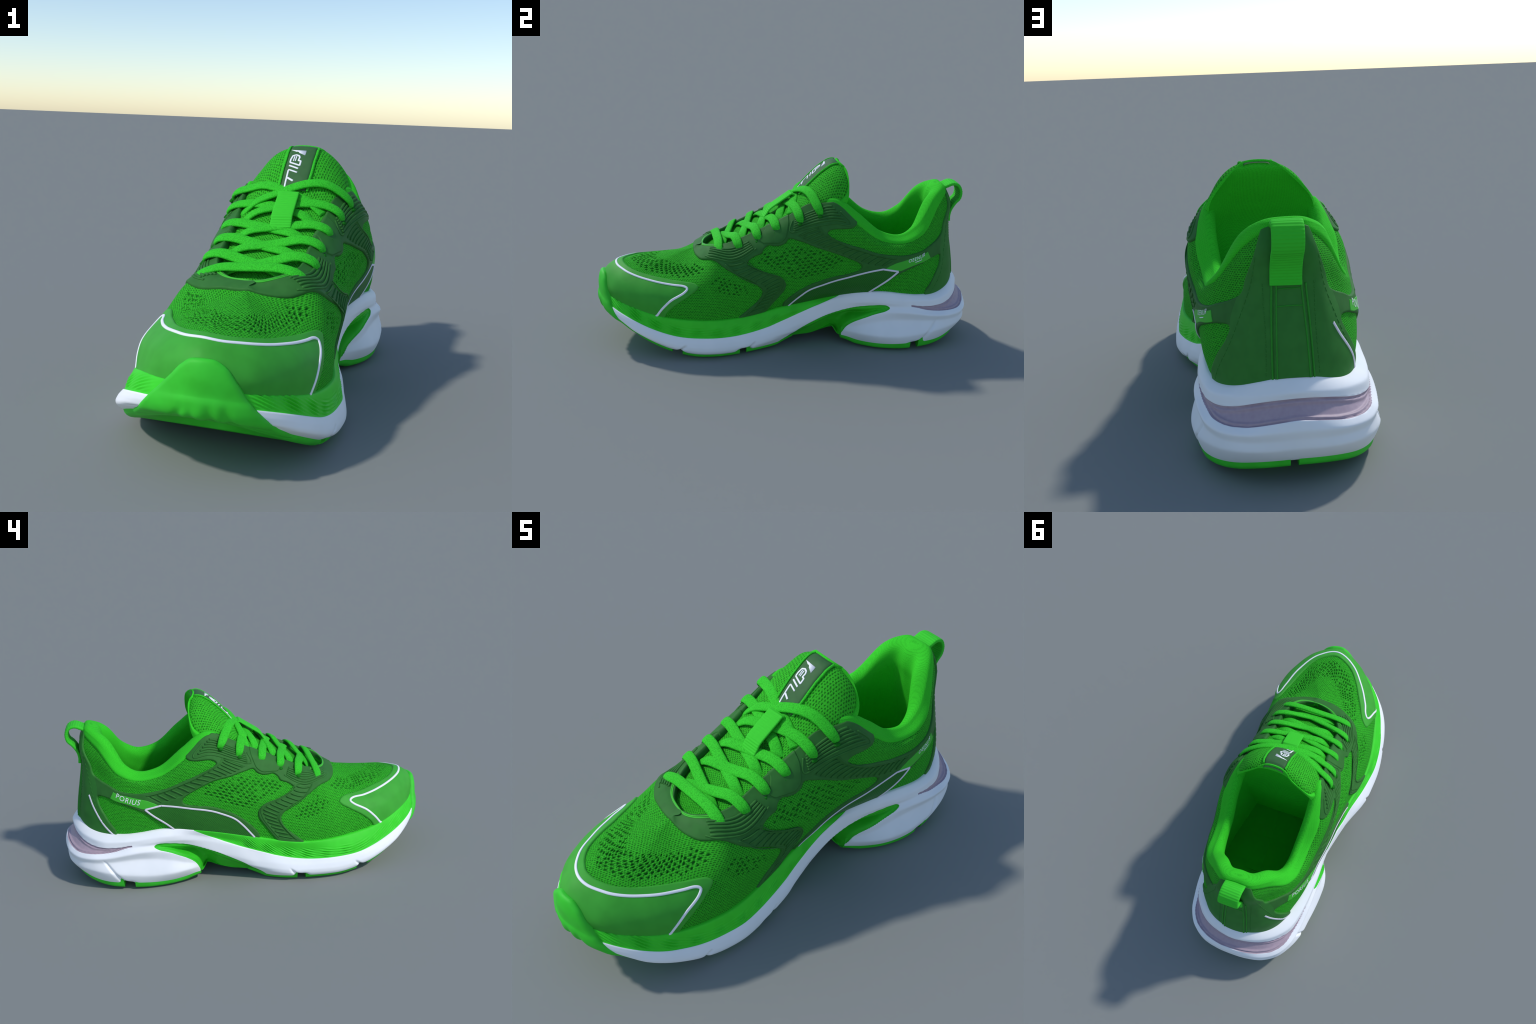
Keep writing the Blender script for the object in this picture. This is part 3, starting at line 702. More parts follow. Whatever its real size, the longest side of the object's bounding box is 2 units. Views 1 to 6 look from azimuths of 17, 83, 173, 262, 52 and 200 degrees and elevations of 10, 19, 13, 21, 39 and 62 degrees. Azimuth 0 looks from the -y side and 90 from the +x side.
TOE_STRIPE = [(0,.283),(.07,.284),(.135,.300),(.240,.324),(.352,.356),(.475,.377),(.570,.371),(.604,.352),(.611,.335),(.590,.296),(.505,.212),(.455,.115),(.405,-.02)]
SWOOSH_TOP = [(1.152,.0),(1.215,.125),(1.256,.178),(1.335,.212),(1.400,.240),(1.500,.298),(1.590,.382),(1.630,.418)]
SWOOSH_BACK = [(1.630,.418),(1.712,.405)]
SWOOSH_REAR = [(1.712,.405),(1.660,.240),(1.605,.090),(1.572,.0)]
LABEL = [(1.640,.425),(1.715,.406),(1.760,.450),(1.820,.488),(1.930,.476),(1.905,.592),(1.800,.612),(1.712,.560),(1.662,.480)]
COLLAR_RIM = [(1.20,1.0),(1.270,1.0),(1.315,.966),(1.360,.950),(1.410,.930),(1.473,.888),(1.54,.873),(1.63,.876),(1.72,.880),(1.81,.862),(1.888,.856),(1.956,.872),(2.02,.900),(2.10,.935),(2.18,.945),(2.27,.945)]
COUNTER_LINE = [(1.70,-.05),(1.875,-.02),(1.90,.05),(1.95,.20),(2.02,.36),(2.03,.48),(2.055,.62),(2.09,.78),(2.11,.92),(2.115,1.1)]

RIB_FIELDS = [ # two border lines each: front strip, rear strip
    ([(.905,.715),(.948,.585),(1.013,.478),(1.074,.402),(1.106,.326),(1.096,.238),(1.062,.142),(1.020,.040)],
     [(.816,.690),(.872,.568),(.950,.432),(1.005,.342),(1.022,.274),(1.012,.205),(.983,.130),(.936,.026)]),
    ([(1.292,.768),(1.316,.700),(1.382,.632),(1.472,.602),(1.580,.606),(1.700,.606)],
     [(1.182,.738),(1.232,.655),(1.312,.575),(1.424,.507),(1.526,.456),(1.640,.462)])]

def panel(S, name, f, thick, width, mat, sink=.003, extra=None, cut=None, stuff=False):
    """raised sheet on the upper: region f > 0, rounded edge of given width"""
    P, N = S.PX.reshape(-1, 3), S.NX.reshape(-1, 3)
    cols = [P, N, f.reshape(-1, 1), (f - width * .35).reshape(-1, 1), (f - width).reshape(-1, 1)]
    if cut is not None: cols.append(cut.reshape(-1, 1))
    if extra is not None: cols.append(extra.reshape(-1, 1))
    TT = (S.T[:, None] + 0 * S.vx[None]).reshape(-1, 1)
    V = np.concatenate(cols, 1)
    # keep only triangles that can matter
    flat = ((S.vx[None] <= 1.0001) | (np.abs(S.T)[:, None] > .665)).reshape(-1)
    tr = S.tris[(f.reshape(-1)[S.tris] > -.02).any(1) & flat[S.tris].all(1)]
    V, tr = compact(V, tr)
    V, tr = iso_split(V, tr, 6); tr = tr[side_of(V, tr, 6)]
    if cut is not None:
        V, tr = iso_split(V, tr, 9); tr = tr[side_of(V, tr, 9)]
    for c in (7, 8): V, tr = iso_split(V, tr, c)
    V, tr = compact(V, tr)
    h = -sink + (thick + sink) * round_edge(V[:, 6], width)
    if extra is not None: h = h - V[:, -1]
    X = V[:, :3] + V[:, 3:6] * h[:, None]
    return add_object(name, X, tr, MATS[mat], stuff=stuff)

def ribbon(S, pts, half_w, height, n=None, lift=0.0, sgn=1, nseg=12):
    """raised line lying on the upper along (T, v) points"""
    p = arr(pts); q = curve(p, 400)
    n = n or max(8, int(np.linalg.norm(np.diff(q * [1, .5], axis=0), axis=1).sum() / .006))
    q = resample(q * [1, .5], n) / [1, .5]
    X = S.at(sgn * q[:, 0], q[:, 1], lift); N = S.last_n
    return sweep(X, N, half_w, height, n=nseg, power=2.2)

def build_knit(S):
    """knit base with real perforations: the hole floors are dished and darker"""
    f = np.full(S.Q.shape[:2], -.02)
    zones = [ # zone outline, lattice pitch along / across, half axes, tilt
        ([(.03,.415),(.25,.45),(.45,.505),(.60,.475),(.70,.53),(.69,.62),(.55,.68),(.40,.70),(.22,.69),(.08,.66),(.0,.64),(-.02,.415)], .040, .0160, .0110, .0056, .12),
        ([(.790,.520),(.870,.470),(.930,.365),(.925,.285),(.840,.285),(.770,.330),(.740,.420)], .0245, .0165, .0068, .0050, -.25),
        ([(.965,.640),(1.010,.700),(1.110,.668),(1.180,.650),(1.290,.555),(1.420,.470),(1.400,.385),(1.300,.310),(1.200,.290),(1.150,.345),(1.100,.440),(1.010,.560)], .030, .0170, .0088, .0052, .12)]
    rng = np.random.default_rng(5)
    for zone, pa, pb, ra, rb, tilt in zones:
        z = curve(zone, 90, closed=True)
        for sgn in (1, -1):
            L = float(np.mean(S.length(sgn * z[:, 0])))
            zq = np.stack([z[:, 0], z[:, 1] * S.length(sgn * z[:, 0])], 1)
            ct, st = math.cos(tilt), math.sin(tilt)
            rot = np.array([[ct, st], [-st, ct]])
            zr = zq @ rot.T
            lo, hi = zr.min(0), zr.max(0)
            idx = np.where(((S.T >= 0) if sgn > 0 else (S.T < 0)) & (np.abs(S.T) > z[:, 0].min() - .03) & (np.abs(S.T) < z[:, 0].max() + .03))[0]
            Q = S.Q[idx].reshape(-1, 2) @ rot.T
            row = np.round((Q[:, 1] - lo[1]) / pb); best = np.full(len(Q), -.02)
            for dr in (-1, 0, 1):
                rr = row + dr; offx = (rr % 2) * pa / 2
                k = np.round((Q[:, 0] - lo[0] - offx) / pa)
                cx = lo[0] + offx + k * pa; cy = lo[1] + rr * pb
                # jitter and size per hole
                hsh = np.sin(rr * 12.9898 + k * 78.233 + 3 * sgn) * 43758.5453; hsh -= np.floor(hsh)
                hs2 = np.sin(rr * 39.346 + k * 11.135 + 7 * sgn) * 24634.6345; hs2 -= np.floor(hs2)
                inside = poly_distance(zr[::2], np.stack([cx, cy], 1))
                size = np.clip(.55 + inside / .05, .0, 1.0) * (.80 + .28 * hsh)
                size = np.where((inside < .002) | (hs2 < .08), 0, size)
                cx = cx + (hs2 - .5) * .004; cy = cy + (hsh - .5) * .003
                dd = np.sqrt(((Q[:, 0] - cx) / ra) ** 2 + ((Q[:, 1] - cy) / rb) ** 2)
                best = np.maximum(best, np.where(size > 0, (size - dd) * rb, -.02))
            f[idx] = np.maximum(f[idx], best.reshape(len(idx), -1))
    P, N = S.PX.reshape(-1, 3), S.NX.reshape(-1, 3)
    V = np.concatenate([P, N, f.reshape(-1, 1)], 1)
    keep = S.tris[(rim_limit(S, .05).reshape(-1)[S.tris] > 0).all(1)]
    V, tr = iso_split(V, keep, 6)
    s = side_of(V, tr, 6)
    h = np.clip(V[:, 6], -.004, .004)
    depth = np.where(h > 0, -.0025 - 1.2 * h, -.0025 * np.clip(1 + h / .002, 0, 1))
    X = V[:, :3] + V[:, 3:6] * depth[:, None]
    for name, m, mat in (('knit_upper', ~s, 'knit'), ('knit_perforation', s, 'under')):
        VV, t2 = compact(X, tr[m])
        add_object(name, VV, t2, MATS[mat], stuff=(name != 'knit_upper'))

def rim_limit(S, extra):
    """metres left below the collar rim (sheets end under the padded rim)"""
    rim = arr(COLLAR_RIM); rv = np.interp(np.abs(S.T), rim[:, 0], rim[:, 1])
    free = smooth(1.34, 1.26, np.abs(S.T)) * .2
    return (rv[:, None] + extra + free[:, None] - S.vx[None]) * S.L[:, None]

def rib_group(S, top, bottom, count, skew, half_w, height, lift, sgn, taper=0.0):
    """short parallel bars bridging two border lines"""
    a = curve(top, 200); b = curve(bottom, 200)
    out = []
    for k in range(count):
        u = (k + .5) / count
        i = np.clip(u, 0, 1) * 199; j = np.clip(u + skew, 0, 1) * 199
        p = np.array([np.interp(i, np.arange(200), a[:, c]) for c in range(2)])
        q = np.array([np.interp(j, np.arange(200), b[:, c]) for c in range(2)])
        e = q - p
        pts = np.stack([p + e * t for t in np.linspace(.06, .94, 10)])
        X = S.at(sgn * pts[:, 0], pts[:, 1], lift); N = S.last_n
        w = half_w * np.sqrt(np.clip(1 - np.linspace(-1, 1, 10) ** 6, .05, 1))
        out.append(sweep(X, N, w, height, n=8, power=2.2))
    return out

def build_overlays(S):
    F = outline(FRONT_EDGE, 160)
    body = np.vstack([F, [(2.40, -.05), (2.40, 1.12), (.250, 1.12)]])
    f_body = S.field(body)
    # across the vamp the front border is drawn in plan
    plan = curve(VAMP_EDGE, 120); plan = np.vstack([plan, [(.6, .6), (-.6, .6)]])
    near = np.abs(S.T) < .95
    fp = np.full(f_body.shape, -.3); fp[near] = poly_distance(plan, S.PX[near][..., :2].reshape(-1, 2)).reshape(near.sum(), -1)
    w = smooth(.90, .74, np.abs(S.T))[:, None]
    f_body = f_body * (1 - w) + fp * w
    fw = [S.field(np.vstack([curve(w, 160, closed=True)])) for w in (QUARTER_WINDOW, COLLAR_WINDOW, REAR_WINDOW)]
    f = f_body.copy()
    for w in fw: f = np.minimum(f, -w)
    f = np.minimum(f, rim_limit(S, .035))
    # split: heel counter behind the counter line, eyestay overlay in front
    cl = curve(COUNTER_LINE, 60)
    o = np.argsort(cl[:, 1]); tcl = np.interp(S.vx, cl[o, 1], cl[o, 0])
    ahead = tcl[None, :] - np.abs(S.T)[:, None]
    sunk = np.zeros(S.Q.shape[:2])
    for a, b in RIB_FIELDS:
        sunk = np.maximum(sunk, .0032 * smooth(.0, .004, S.field(np.vstack([curve(a, 60), curve(b, 60)[::-1]]))))
    panel(S, 'eyestay_overlay', f, .0085, .008, 'tpu', cut=ahead, extra=sunk)
    panel(S, 'heel_counter', f, .0085, .008, 'counter', cut=-ahead)
    # a thicker saddle patch round the middle eyelets
    saddle = [(.985,.865),(1.004,.800),(1.024,.782),(1.060,.752),(1.095,.728),(1.125,.745),(1.140,.790),(1.147,.880),(1.128,1.0),(1.12,1.06),(1.02,1.06),(1.01,.96)]
    panel(S, 'eyestay_patch', S.field(curve(saddle, 100, closed=True)), .0125, .006, 'tpu')
    # dotted quarter panel and label
    dotted = np.vstack([curve(SWOOSH_TOP, 60), curve(SWOOSH_BACK, 4)[1:], curve(SWOOSH_REAR, 30)[1:], [(1.57, -.04), (1.14, -.04)]])
    panel(S, 'perforated_quarter_panel', S.field(dotted), .0095, .004, 'dotted')
    panel(S, 'side_label', S.field(np.vstack([curve(LABEL[:5], 30), curve(LABEL[5:], 20)])), .0105, .003, 'label')
    panel(S, 'toe_cap', toe_field(S), .0075, .009, 'toe')
    pieces = []
    for sgn in (1, -1):
        for line in (SWOOSH_TOP, SWOOSH_BACK, SWOOSH_REAR):
            pieces.append(ribbon(S, line, .0050, .0022, lift=.0105, sgn=sgn))
    V, Fc = join_pieces(pieces); add_object('quarter_stripe', V, Fc, MATS['grey_stripe'])
    both = [(-t, v) for t, v in TOE_STRIPE[:0:-1]] + TOE_STRIPE
    V, Fc = ribbon(S, both, .0058, .0032, lift=.0080); add_object('toe_stripe', V, Fc, MATS['white'])
    V, Fc = ribbon(S, [(2.085,.36),(2.055,.28),(1.985,.145),(1.915,-.02)], .0052, .0022, lift=.0090, sgn=-1); add_object('heel_stripe', V, Fc, MATS['grey_stripe'])
    # moulded ribs
    ribs = []
    lift = .0085
    for sgn in (1, -1):
        for a, b in RIB_FIELDS:
            ribs += rib_group(S, a, b, 15, .0, .0046, .0064, lift - .0035, sgn)
        # lengthwise ribs by the eyelets
        for k in range(5):
            s = k / 4
            ribs.append(ribbon(S, [(.735 + .03*s, .735 + .155*s), (.800 + .02*s, .738 + .15*s), (.885, .762 + .135*s), (.955 - .015*s, .800 + .10*s)], .0056, .0050, lift=lift, sgn=sgn, nseg=8))
        for k in range(6):
            s = k / 5
            ribs.append(ribbon(S, [(1.172, .795 + .10*s), (1.250, .800 + .115*s), (1.330, .815 + .125*s), (1.415 - .07*s, .842 + .10*s)], .0056, .0050, lift=lift, sgn=sgn, nseg=8))
        # frames of the rib fields
        ribs.append(ribbon(S, [(.915,.705),(.955,.585),(1.020,.480),(1.082,.405),(1.113,.325),(1.103,.235),(1.068,.140),(1.025,.040)], .0025, .0022, lift=lift, sgn=sgn, nseg=8))
        ribs.append(ribbon(S, [(.820,.665),(.868,.560),(.945,.425),(1.000,.335),(1.017,.272),(1.007,.205),(.978,.130),(.930,.030)], .0025, .0022, lift=lift, sgn=sgn, nseg=8))
        ribs.append(ribbon(S, [(1.295,.770),(1.322,.700),(1.385,.637),(1.475,.606),(1.580,.612),(1.700,.612)], .0025, .0022, lift=lift, sgn=sgn, nseg=8))
        ribs.append(ribbon(S, [(.715,.735),(.755,.705),(.820,.712),(.905,.742),(.968,.785)], .0045, .0032, lift=lift, sgn=sgn, nseg=8))
        ribs.append(ribbon(S, [(1.160,.900),(1.160,.785),(1.260,.772),(1.360,.790),(1.435,.825),(1.435,.865),(1.385,.915)], .0045, .0032, lift=lift, sgn=sgn, nseg=8))
    V, Fc = join_pieces(ribs); add_object('overlay_ribs', V, Fc, MATS['tpu'], stuff=True)
    # piping along the throat
    pip = []
    for v in (.972, .945):
        t = np.r_[-np.linspace(.84, .672, 14), np.linspace(.672, .84, 14)]
        X = S.at(t, 0 * t + v, .0085); X = resample(curve(X[::2], 120), 50)
        for _ in range(6): X[1:-1] = X[1:-1] * .5 + (X[:-2] + X[2:]) * .25
        pip.append(sweep(X, arr([0, 0, 1.0]), .0032, .0030, n=8))
    V, Fc = join_pieces(pip); add_object('throat_piping', V, Fc, MATS['label'], stuff=True)
    # heel strip with its two seams
    strip_f = np.minimum(np.abs(S.T)[:, None] - 2.196, .62 - S.vx[None]) * 1.0
    strip_f = np.where(strip_f > -.2, strip_f * np.where(np.abs(S.T)[:, None] - 2.196 < .62 - S.vx[None], .6, .5), strip_f)
    panel(S, 'heel_strip', strip_f, .0125, .004, 'counter')
    seams = []
    for sgn in (1, -1):
        seams.append(ribbon(S, [(2.188,.60),(2.190,.40),(2.192,.20),(2.193,-.01)], .0035, .0030, lift=.009, sgn=sgn, nseg=8))
        seams.append(ribbon(S, [(2.207,.60),(2.208,.40),(2.208,.20),(2.208,-.01)], .0028, .0030, lift=.0125, sgn=sgn, nseg=8))
    for v in (.565, .455):
        q = np.linspace(2.21, 2 * LH - 2.21, 12); X = S.at(q, 0 * q + v, .0125); seams.append(sweep(X, S.last_n, .0022, .0022, n=8))
    V, Fc = join_pieces(seams); add_object('heel_seam', V, Fc, MATS['seam'], stuff=True)
    # stitch lines on the counter
    st = []
    for sgn in (1, -1):
        for line in ([(2.150,.62),(2.165,.40),(2.172,.20),(2.172,.03)], [(2.120,.80),(2.100,.62),(2.070,.45),(2.030,.28),(1.960,.10),(1.935,.02)]):
            q = resample(curve(line, 200) * [1, .6], 60) / [1, .6]
            for k in range(0, 58, 3):
                X = S.at(sgn * q[k:k+3, 0], q[k:k+3, 1], .0088); st.append(sweep(X, S.last_n, .0013, .0012, n=6))
    V, Fc = join_pieces(st); add_object('counter_stitching', V, Fc, MATS['stitch'], stuff=True)

def toe_field(S):
    o = outline(TOE_CAP[1:], 160)
    poly = np.vstack([[(-.08, .35)], o, [(-.08, -.05)]])
    return S.field(poly)

def build_collar(S):
    nt, n1, n2 = 700, 26, 64
    T = np.linspace(-LH, LH, nt, endpoint=False)
    rim = arr(COLLAR_RIM); rv = np.interp(np.abs(T), rim[:, 0], rim[:, 1])
    k = 9; ker = np.ones(k) / k; rv = np.convolve(np.r_[rv[-k:], rv, rv[:k]], ker, 'same')[k:-k]
    w = np.linspace(0, 1, n1)
    v = rv[:, None] + (1 - rv[:, None]) * w[None]
    TT = T[:, None] + 0 * v
    span = (1 - rv)[:, None]
    puff = .0095 * np.clip(span / .08, 0, 1) * np.sqrt(np.clip(1 - (1 - np.clip(w[None] * 2.2, 0, 1)) ** 2, 0, 1)) - .003 * (1 - w[None]) ** 4
    A = S.at(TT, v, puff)
    topn = S.last_n[:, -1]
    lc, fl = lining_columns(T)
    B = profile_fill(lc, n2)
    fade = (np.clip(span / .08, 0, 1) * .0095) * smooth(1, 0, np.linspace(0, 1, n2) / .35)[None]
    nB = grid_normals(np.concatenate([A, B[:, 1:]], 1))
    sgn = 1 if (nB[:, n1 - 1] * topn).sum() > 0 else -1
    B = B + nB[:, n1 - 1:] * sgn * fade[..., None]
    G = np.concatenate([A, B[:, 1:]], 1)
    add_object('collar_lining', G.reshape(-1, 3), grid_tris(nt, G.shape[1]), MATS['lining'])
    add_object('insole', fl.reshape(-1, 3), grid_tris(nt, 3), MATS['insole'])

# ---- tongue: centre line and both edges, bottom to top
TONGUE_C = [(.050,-.450,.472),(.050,-.300,.542),(.049,-.100,.658),(.048,.020,.748),(.047,.090,.838),(.047,.155,.908),(.046,.205,.948),(.045,.240,.966)]
TONGUE_P = [(.170,-.420,.485),(.200,-.300,.540),(.220,-.100,.634),(.228,.050,.714),(.245,.190,.782),(.228,.262,.825),(.190,.282,.886),(.118,.270,.948)]
TONGUE_M = [(-.080,-.420,.470),(-.130,-.300,.520),(-.150,-.100,.620),(-.160,.050,.706),(-.175,.190,.782),(-.155,.262,.825),(-.112,.282,.886),(-.035,.270,.948)]
def tongue_surface(a, b):
    """a in [-1, 1] across, b in [0, 1] up"""
    a = np.asarray(a, float); b = np.asarray(b, float); sh = a.shape; a = a.ravel(); b = b.ravel()
    k = np.linspace(0, 1, len(TONGUE_C))
    C = nonuniform_spline(k, arr(TONGUE_C), b); Pp = nonuniform_spline(k, arr(TONGUE_P), b); Pm = nonuniform_spline(k, arr(TONGUE_M), b)
    E = np.where((a > 0)[:, None], Pp, Pm); s = np.abs(a)[:, None]
    q = C.copy()
    q[:, 0:1] += (E[:, 0:1] - C[:, 0:1]) * (s * 1.25 - .25 * s ** 3)
    q[:, 1:] += (E[:, 1:] - C[:, 1:]) * s ** 2.3
    return q.reshape(*sh, 3)
def tongue_front(a, b, h=0.0):
    """padded front face of the tongue, with outward lift h; also returns normals"""
    def base(a, b): return tongue_surface(a, b)
    e = 1e-3
    P = base(a, b)
    da = base(np.clip(a + e, -1, 1), b) - base(np.clip(a - e, -1, 1), b)
    db = base(a, np.clip(b + e, 0, 1)) - base(a, np.clip(b - e, 0, 1))
    N = np.cross(da, db); N /= np.linalg.norm(N, axis=-1, keepdims=True) + 1e-15
    pad = .012 * np.sqrt(np.clip(1 - np.abs(a) ** 6, 0, 1)) * np.sqrt(np.clip(1 - np.clip((b - .85) / .15, 0, 1) ** 2, 0, 1))
    return P + N * (pad + h)[..., None], N
# inner face of the tongue: it closes the front of the foot opening
LINING_C = [(.045,.255,.968),(.046,.260,.938),(.046,.216,.870),(.046,.166,.790),(.046,.136,.705),(.046,.160,.600),(.046,.195,.500),(.046,.200,.350)]
LINING_P = [(.118,.275,.948),(.150,.288,.925),(.222,.288,.835),(.238,.266,.760),(.243,.242,.690),(.240,.225,.600),(.232,.215,.500),(.215,.205,.350)]
LINING_M = [(-.035,.275,.948),(-.068,.288,.925),(-.150,.288,.835),(-.172,.266,.760),(-.180,.242,.690),(-.184,.225,.600),(-.186,.215,.500),(-.186,.205,.350)]
def build_tongue():
    na, nb = 140, 150
    a = np.linspace(-1, 1, na); b = np.linspace(0, 1, nb)
    A, B = np.meshgrid(a, b, indexing='ij')
    F, N = tongue_front(A, B)
    k = np.linspace(0, 1, len(LINING_C)); bb = B.ravel(); aa = A.ravel()
    Cc, Pp, Pm = (nonuniform_spline(k, arr(L), bb) for L in (LINING_C, LINING_P, LINING_M))
    E = np.where((aa > 0)[:, None], Pp, Pm); s = np.abs(aa)[:, None]
    Q = Cc.copy(); Q[:, :1] += (E - Cc)[:, :1] * (1.2 * s - .2 * s ** 3); Q[:, 1:] += (E - Cc)[:, 1:] * s ** 2.2
    Q = Q.reshape(na, nb, 3)
    add_object('tongue', F.reshape(-1, 3), grid_tris(na, nb, False), MATS['tongue'])
    # the rim: a soft roll from the front face round the edge to the inner face
    edge_f = np.concatenate([F[0, 40:], F[1:-1, -1], F[-1, 40:][::-1]])
    m = np.argmin(np.abs(Q[0, :, 2] - F[0, 40, 2]))
    edge_b = np.concatenate([resample(Q[0, :m + 1][::-1], nb - 40), Q[1:-1, 0], resample(Q[-1, :m + 1], nb - 40)])
    w = np.linspace(0, 1, 9)[None, :, None]; mid = (F.reshape(-1, 3).mean(0))
    roll = edge_f[:, None] * (1 - w) + edge_b[:, None] * w
    out = edge_f * .5 + edge_b * .5 - arr([.046, .20, .72]); out /= np.linalg.norm(out, axis=1, keepdims=True)
    roll = roll + out[:, None] * .010 * np.sin(math.pi * w)
    add_object('tongue_rim', roll.reshape(-1, 3), grid_tris(len(edge_f), 9, False), MATS['lining'])
    add_object('tongue_lining', Q.reshape(-1, 3), grid_tris(na, nb, False)[:, ::-1], MATS['lining'])
    # tag strip
    Pp, Pm, C = arr(TONGUE_P), arr(TONGUE_M), arr(TONGUE_C); k = np.linspace(0, 1, len(C))
    def tag_a(u, b):
        """u in [-1, 1] across the tag -> tongue coordinate a"""
        w = np.where(u > 0, np.interp(b, k, Pp[:, 0] - C[:, 0]), np.interp(b, k, C[:, 0] - Pm[:, 0]))
        return np.clip(np.asarray(u) * .053 / (w * 1.22), -1, 1)
    def tag(u, s, h):
        b = .50 + .50 * np.asarray(s, float)
        return tongue_front(tag_a(np.asarray(u, float), b), b, np.asarray(h, float) + 0 * b)
    u = np.linspace(-1, 1, 24); s = np.linspace(0, 1, 60); U, S_ = np.meshgrid(u, s, indexing='ij')
    H = .006 * np.sqrt(np.clip(1 - np.abs(U) ** 10, 0, 1)) - .001
    X, Nn = tag(U, S_, H)
    X = np.concatenate([X, (X[:, -1] + [0, .012, .001])[:, None], (X[:, -1] + [0, .024, -.006])[:, None]], 1)
    add_object('tongue_tag', X.reshape(-1, 3), grid_tris(24, X.shape[1], False), MATS['tag'])
    pcs = []
    for sg in (-1.06, 1.06):
        ss = np.linspace(0, .995, 60); X, Nn = tag(0 * ss + sg, ss, 0 * ss + .004)
        pcs.append(sweep(X, Nn, .0055, .0045, n=10))
    V, Fc = join_pieces(pcs); add_object('tag_piping', V, Fc, MATS['lace'], stuff=True)
    # lettering: strokes in tag coordinates (across 0..1, along 0..1 of the visible part)
    strokes = [[(.30,.05),(.52,.00)], [(.19,-.02),(.19,.366),(.53,.315)], [(.22,.205),(.45,.155)], [(.17,.455),(.53,.395)],
               [(.17,.527),(.553,.464),(.552,.571),(.455,.583),(.478,.665),(.44,.720),(.33,.748),(.21,.714),(.165,.60),(.17,.527)],
               [(.275,.565),(.285,.700)], [(.345,.565),(.355,.705)]]
    wid = [.0052, .0036, .0044, .0040, .0038, .0025, .0025]
    pcs = []
    def place(p, h): 
        p = arr(p); return tag(2 * p[:, 0] - 1, .0 + .71 * p[:, 1], 0 * p[:, 0] + h)
    for st, w in zip(strokes, wid):
        q = resample(arr(st) * [.1, .2], 8 * len(st)) / [.1, .2]
        X, Nn = place(q, .0055); pcs.append(sweep(X, Nn, w, .0012, n=8, power=4))
    tri = [(.09,.950),(.640,.925),(.645,.840),(.640,.745)]
    X, Nn = place(tri, .0068); X2, _ = place(tri, .004)
    pcs.append((np.vstack([X, X2]), [(0, 1, 2, 3), (3, 2, 6, 7), (0, 3, 7, 4), (1, 0, 4, 5), (2, 1, 5, 6)]))
    V, Fc = join_pieces(pcs); add_object('tag_lettering', V, Fc, MATS['white'])

EYE_P = [(.276,.137,.744),(.259,.039,.698),(.241,-.077,.648),(.236,-.171,.599),(.240,-.267,.551),(.224,-.370,.512)]
EYE_M = [(-.235,.145,.745),(-.223,.049,.687),(-.200,-.071,.639),(-.193,-.170,.593),(-.201,-.264,.544),(-.190,-.380,.497)]
def tongue_height(x, y):
    """height of the tongue front at plan position (x, y) (from a coarse table of its surface)"""
    global _TH
    if '_TH' not in globals():
        A, B = np.meshgrid(np.linspace(-1, 1, 60), np.linspace(0, .9, 90), indexing='ij')
        globals()['_TH'] = tongue_front(A, B)[0].reshape(-1, 3)
    d = (_TH[:, 0] - x) ** 2 + (_TH[:, 1] - y) ** 2
    k = np.argsort(d)[:4]; return _TH[k, 2].mean()
def throat_edge(side, y):
    """the eyestay's inner edge on one side at a given y"""
    T = side * np.linspace(.72, 1.35, 80); e = upper_columns(T)[:, -1]
    o = np.argsort(e[:, 1]); return np.array([np.interp(y, e[o, 1], e[o, k]) for k in range(3)])
